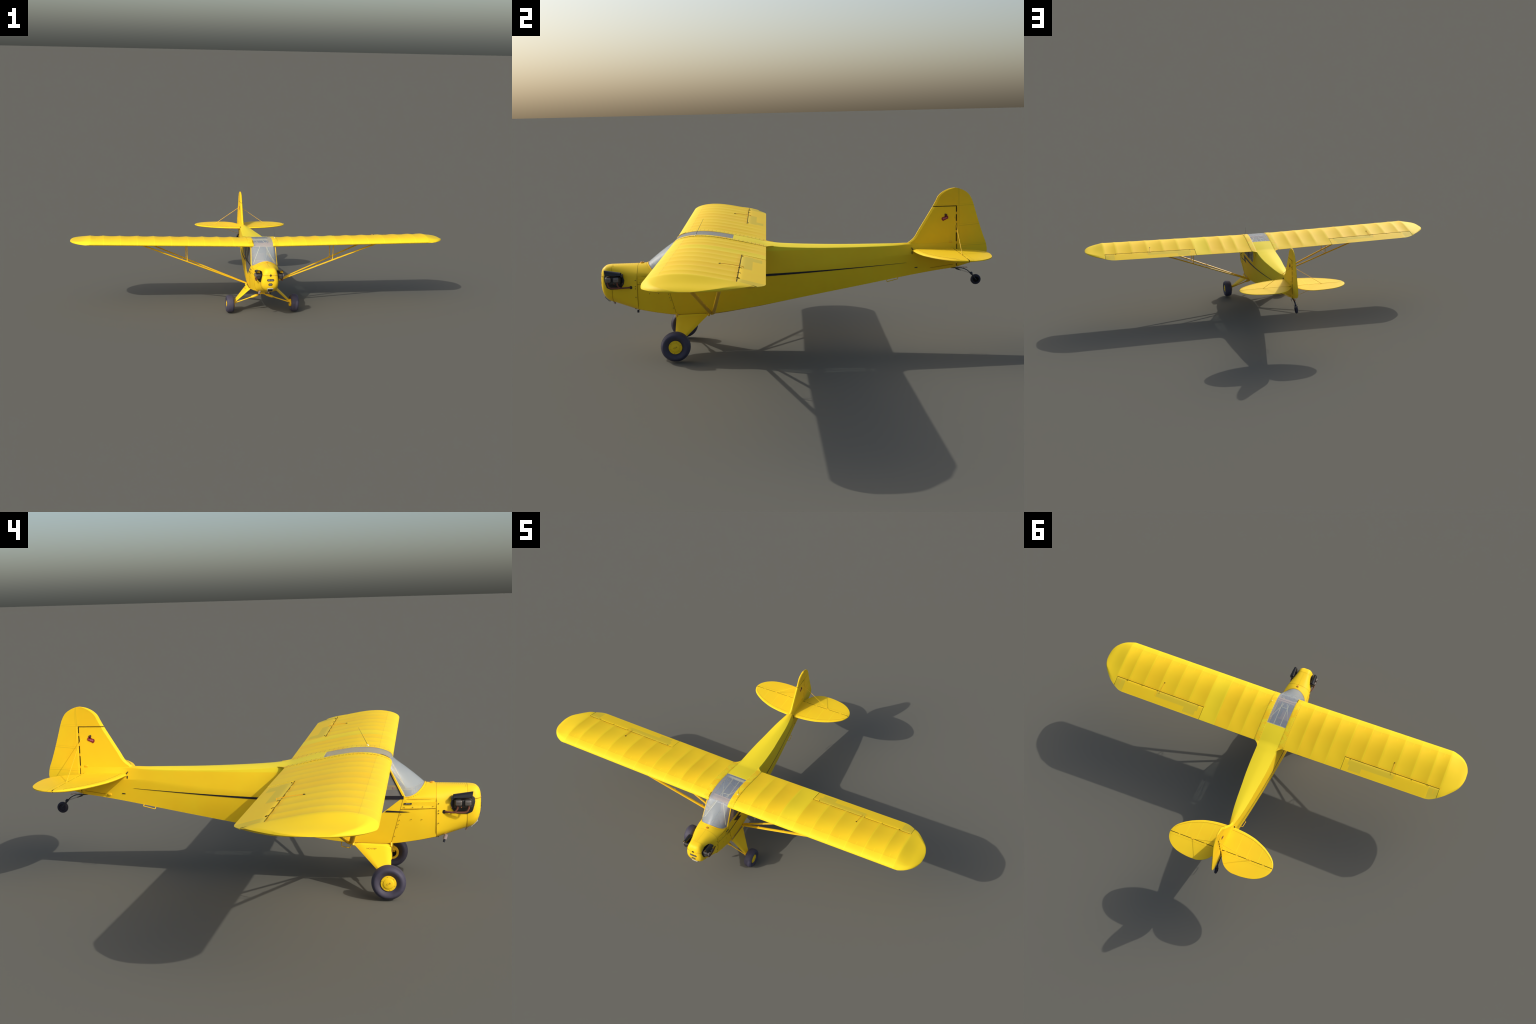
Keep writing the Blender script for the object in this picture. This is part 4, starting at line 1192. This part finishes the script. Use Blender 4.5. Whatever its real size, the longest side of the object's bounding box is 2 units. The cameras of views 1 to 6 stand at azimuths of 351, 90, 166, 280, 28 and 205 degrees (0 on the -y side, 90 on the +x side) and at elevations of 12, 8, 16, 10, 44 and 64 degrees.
# ----------------------------------------------------------------------------
# landing gear
# ----------------------------------------------------------------------------
AX = Vector((.1717, -.3812, .0470))
for sg in (1, -1):
    S = lambda x, y, z: Vector((sg*x, y, z))
    ft, rt = S(.0668, -.3855, .1245), S(.0705, -.2800, .1280)
    fb, rb = S(.1500, -.3865, .0520), S(.1500, -.3660, .0560)
    # covered triangular leg
    nrm = (ft - fb).cross(rt - fb).normalized()
    rows = []
    for k in lin(0, 1, 14):
        A, B = ft.lerp(fb, k), rt.lerp(rb, k)
        row = []
        for t in lin(0, 1, 9):
            h = .0044 * math.sqrt(max(0, 1 - (2*t - 1) ** 8)) * lerp(1, .9, k)
            row.append((A.lerp(B, t), h))
        rows.append([p + nrm*h for p, h in row] + [p - nrm*h for p, h in reversed(row)])
    g = Geo(); g.grid(rows, close_v=True, cap=True)
    leg = g.make('landing_gear_leg', M_TAIL, plane, 40, merge=1e-6)
    g = Geo()
    for p in (ft, rt): g.tube([p + Vector((sg*.006, 0, -.004)), p + Vector((-sg*.002, 0, .006))], .0032, 8)
    g.tube([fb.lerp(ft, .12), fb], .0045, 8)
    g.make('leg_tube', M_TUBE, leg)
    g = Geo(); g.tube([ft + Vector((0, .008, .0035)), rt + Vector((0, -.010, .0030))], .0010, 6); g.make('leg_gap_shadow_strip', M_SEAM, leg)  # brown rod drawn as the shadow line between leg and belly
    # bungee shock strut running to the middle under the belly
    g = Geo()
    c0, c1 = S(.006, -.3800, .0985), S(.1480, -.3815, .0500)
    at = lambda x: c0.lerp(c1, (x - .006)/.142)
    g.tube([at(.006), at(.020)], .0034, 10)
    g.tube([at(.018), at(.024), at(.040), at(.055), at(.061)], [.0034, .0062, .0070, .0062, .0030], 12)
    g.tube([at(.055), at(.148)], .0030, 10)
    sk = g.make('shock_strut', M_TUBE, leg)
    g = Geo()
    g.tube([S(.0500, -.3855, .1220), S(.004, -.3800, .1030)], .0022, 8)
    g.tube([S(.0480, -.3000, .1220), S(.004, -.3760, .1020)], .0018, 8)
    g.make('cabane_tube', M_TUBE, sk)
    # brake line
    g = Geo(); g.tube([S(.060, -.372, .118), S(.066, -.370, .110), S(.085, -.374, .106), S(.100, -.378, .0935)], .0008, 6); g.make('brake_line', M_PIPE, leg)
    # wheel: tyre, hub cap, brake drum
    half = [(.0130, .0205), (.0140, .0218), (.0150, .0240), (.0172, .0262), (.0200, .0290), (.0219, .0322), (.0227, .0352), (.0226, .0375), (.0217, .0396),
            (.0206, .0407), (.0196, .0412), (.0185, .0424), (.0162, .0440), (.0130, .0453), (.0090, .0462), (.0045, .0466), (0, .0467)]
    half = [(a * .885, r) for a, r in half]
    prof = [(-a, r) for a, r in half] + [(a, r) for a, r in reversed(half[:-1])]
    c = S(*AX)
    g = Geo(); g.lathe(prof, c, 'x', 72)
    ty = g.make('wheel', M_TYRE, plane, 40)
    g = Geo()
    for off in (-.0100, -.0050, 0, .0050, .0100):
        r = {0: .0467, .0050: .0465, .0100: .0457}[abs(off)] - .0002
        g.lathe([(off - .0016, r - .0005), (off - .0012, r + .0004), (off + .0012, r + .0004), (off + .0016, r - .0005)], c, 'x', 72)
    g.make('tread_rib', M_TYRE, ty)
    g = Geo(); g.lathe([(sg*.006, .0213), (sg*.0150, .0213), (sg*.0157, .0205), (sg*.0162, .0160), (sg*.0165, .0146), (sg*.0180, .0135), (sg*.0190, .0095), (sg*.0195, .0040), (sg*.0196, 0)], c, 'x', 48)
    hub = g.make('hub_cap', M_COWL, ty, 25)
    g = Geo()
    for i in range(6):
        a = math.radians(20 + 60*i); g.lathe([(0, .0011), (sg*.0007, .0009), (sg*.0007, 0)], c + Vector((sg*.0157, .0182*math.cos(a), .0182*math.sin(a))), 'x', 8)
    g.make('hub_screw', M_RIVET, hub)
    text_mesh('hub_lettering', 'CUB', .0062, side_frame(sg, c.y, c.z, c.x + sg*.0195, .45), M_TEXT, hub)
    g = Geo(); g.lathe([(-sg*.004, .0200), (-sg*.0250, .0198), (-sg*.0256, .0190), (-sg*.0256, .0135), (-sg*.0210, .0130)], c, 'x', 40)
    g.make('brake_drum', M_TUBE, ty, 30)
    g = Geo(); g.lathe([(-sg*.0215, .0150), (-sg*.0215, 0)], c, 'x', 24); g.tube([c - Vector((sg*.028, 0, 0)), c], .0042, 10)
    g.make('axle', M_HUBDARK, ty)
    if sg < 0:
        # lettering on the covered leg
        ex = (ft - rt).normalized(); en = nrm if nrm.x < 0 else -nrm
        ez = en.cross(ex).normalized()
        p = ft.lerp(rt, .60).lerp(fb.lerp(rb, .60), .17) + en*.0044
        Mx = Matrix.Translation(p) @ Matrix((ex, ez, en)).transposed().to_4x4()
        text_mesh('leg_lettering', 'NO STEP', .0070, Mx, M_TEXT, leg)
g = Geo()
g.tube([(-.014, -.3800, .1000), (-.008, -.3800, .1020), (.008, -.3800, .1020), (.014, -.3800, .1000)], .0062, 12)
g.make('cabane_joint', M_TUBE, plane)

# ----------------------------------------------------------------------------
# cabin interior seen through the glazing
# ----------------------------------------------------------------------------
g = Geo(); g.box((0, -.300, .160), (.116, .300, .004)); floor = g.make('cabin_floor', M_CABIN, cabin)
g = Geo(); rows = []
for y in lin(-.440, -.118, 24):
    zz = lin(.2560, .165, 10)
    rows.append([(side_x(y, z) - .0050, y, z) for z in zz] + [(-side_x(y, z) + .0050, y, z) for z in reversed(zz)])
g.grid([r[:10] for r in rows]); g.grid([r[10:] for r in rows])
g.make('cabin_lining', M_CABIN, cabin, 40, solid=.001)
g = Geo(); g.box((0, -.450, .2350), (.112, .006, .070)); pan = g.make('instrument_panel', M_PANEL, cabin); bevel(pan, .002)
g = Geo()
for x, z in ((-.030, .252), (0, .256), (.030, .252), (-.015, .238), (.016, .238)):
    g.lathe([(0, .0085), (.0035, .0085), (.0045, .0072), (.0040, 0)], (x, -.4480, z), 'y', 20)
g.make('gauge', M_RIM, pan)
for yy, h in ((-.345, .262), (-.225, .275)):
    g = Geo(); g.box((0, yy, .1900), (.080, .080, .024)); se = g.make('seat', M_SEAT, cabin); bevel(se, .006, 3)
    g = Geo(); g.box((0, yy + .043, (h + .195)/2), (.076, .012, h - .195), Matrix.Rotation(-.15, 3, 'X')); sb = g.make('seat_back', M_SEAT, se); bevel(sb, .005, 3)
g = Geo(); g.box((0, -.115, .262), (.118, .004, .150)); g.make('cabin_bulkhead', M_CABIN, cabin)
g = Geo()
for y in (-.395, -.275): g.tube([(.002, y, .160), (0, y + .010, .232)], .0018, 8)
st = g.make('control_stick', M_STEEL, cabin)
g = Geo()
for y in (-.385, -.265): g.ball((0, y, .2345), .0042, 8)
g.make('stick_grip', M_PANEL, st)
g = Geo(); g.ball((.058, -.3880, .2620), .0040, 8); g.ball((.020, -.3250, .3400), .0030, 8); g.make('throttle_knob', M_REDKNOB, cabin)
g = Geo(); zt = .3550
for a, b in (((.0124, -.337), (.050, -.239)), ((.021, -.341), (.0187, -.200)), ((-.004, -.339), (-.047, -.241)), ((-.0150, -.344), (-.0174, -.198)), ((.021, -.315), (-.016, -.315))):
    g.tube([(a[0], a[1], zt + .004), (b[0], b[1], zt)], .0016, 8)
g.tube([(.016, -.366, .350), (.058, -.4215, .2680)], .0016, 8); g.tube([(-.016, -.366, .350), (-.058, -.4215, .2680)], .0016, 8)
g.tube([(.058, -.205, .345), (.054, -.130, .200)], .0018, 8); g.tube([(-.058, -.205, .345), (-.054, -.130, .200)], .0018, 8)
g.make('roof_tube', M_CREAM, cabin)
g = Geo(); g.box((0, -.3590, .3560), (.104, .0080, .016)); g.box((0, -.3460, .3600), (.104, .0050, .012)); g.make('spar_carry_through', M_SPAR, cabin)
g = Geo(); g.box((0, -.2020, .3560), (.104, .006, .010)); g.make('spar_tube', M_CREAM, cabin)

# the wings sit a touch out of level: right wing slightly higher
tilt = Matrix.Identity(4); tilt[2][0] = -.0020
seen = set()
for w in (wing_l, wing_r):
    for o in [w] + list(w.children_recursive):
        if o.data.name not in seen:
            seen.add(o.data.name); o.data.transform(tilt)

# keep the tree at thing > part > sub-part
for o in list(plane.children_recursive):
    chain = [o]
    while chain[-1].parent: chain.append(chain[-1].parent)
    if len(chain) > 3: o.parent = chain[-2]
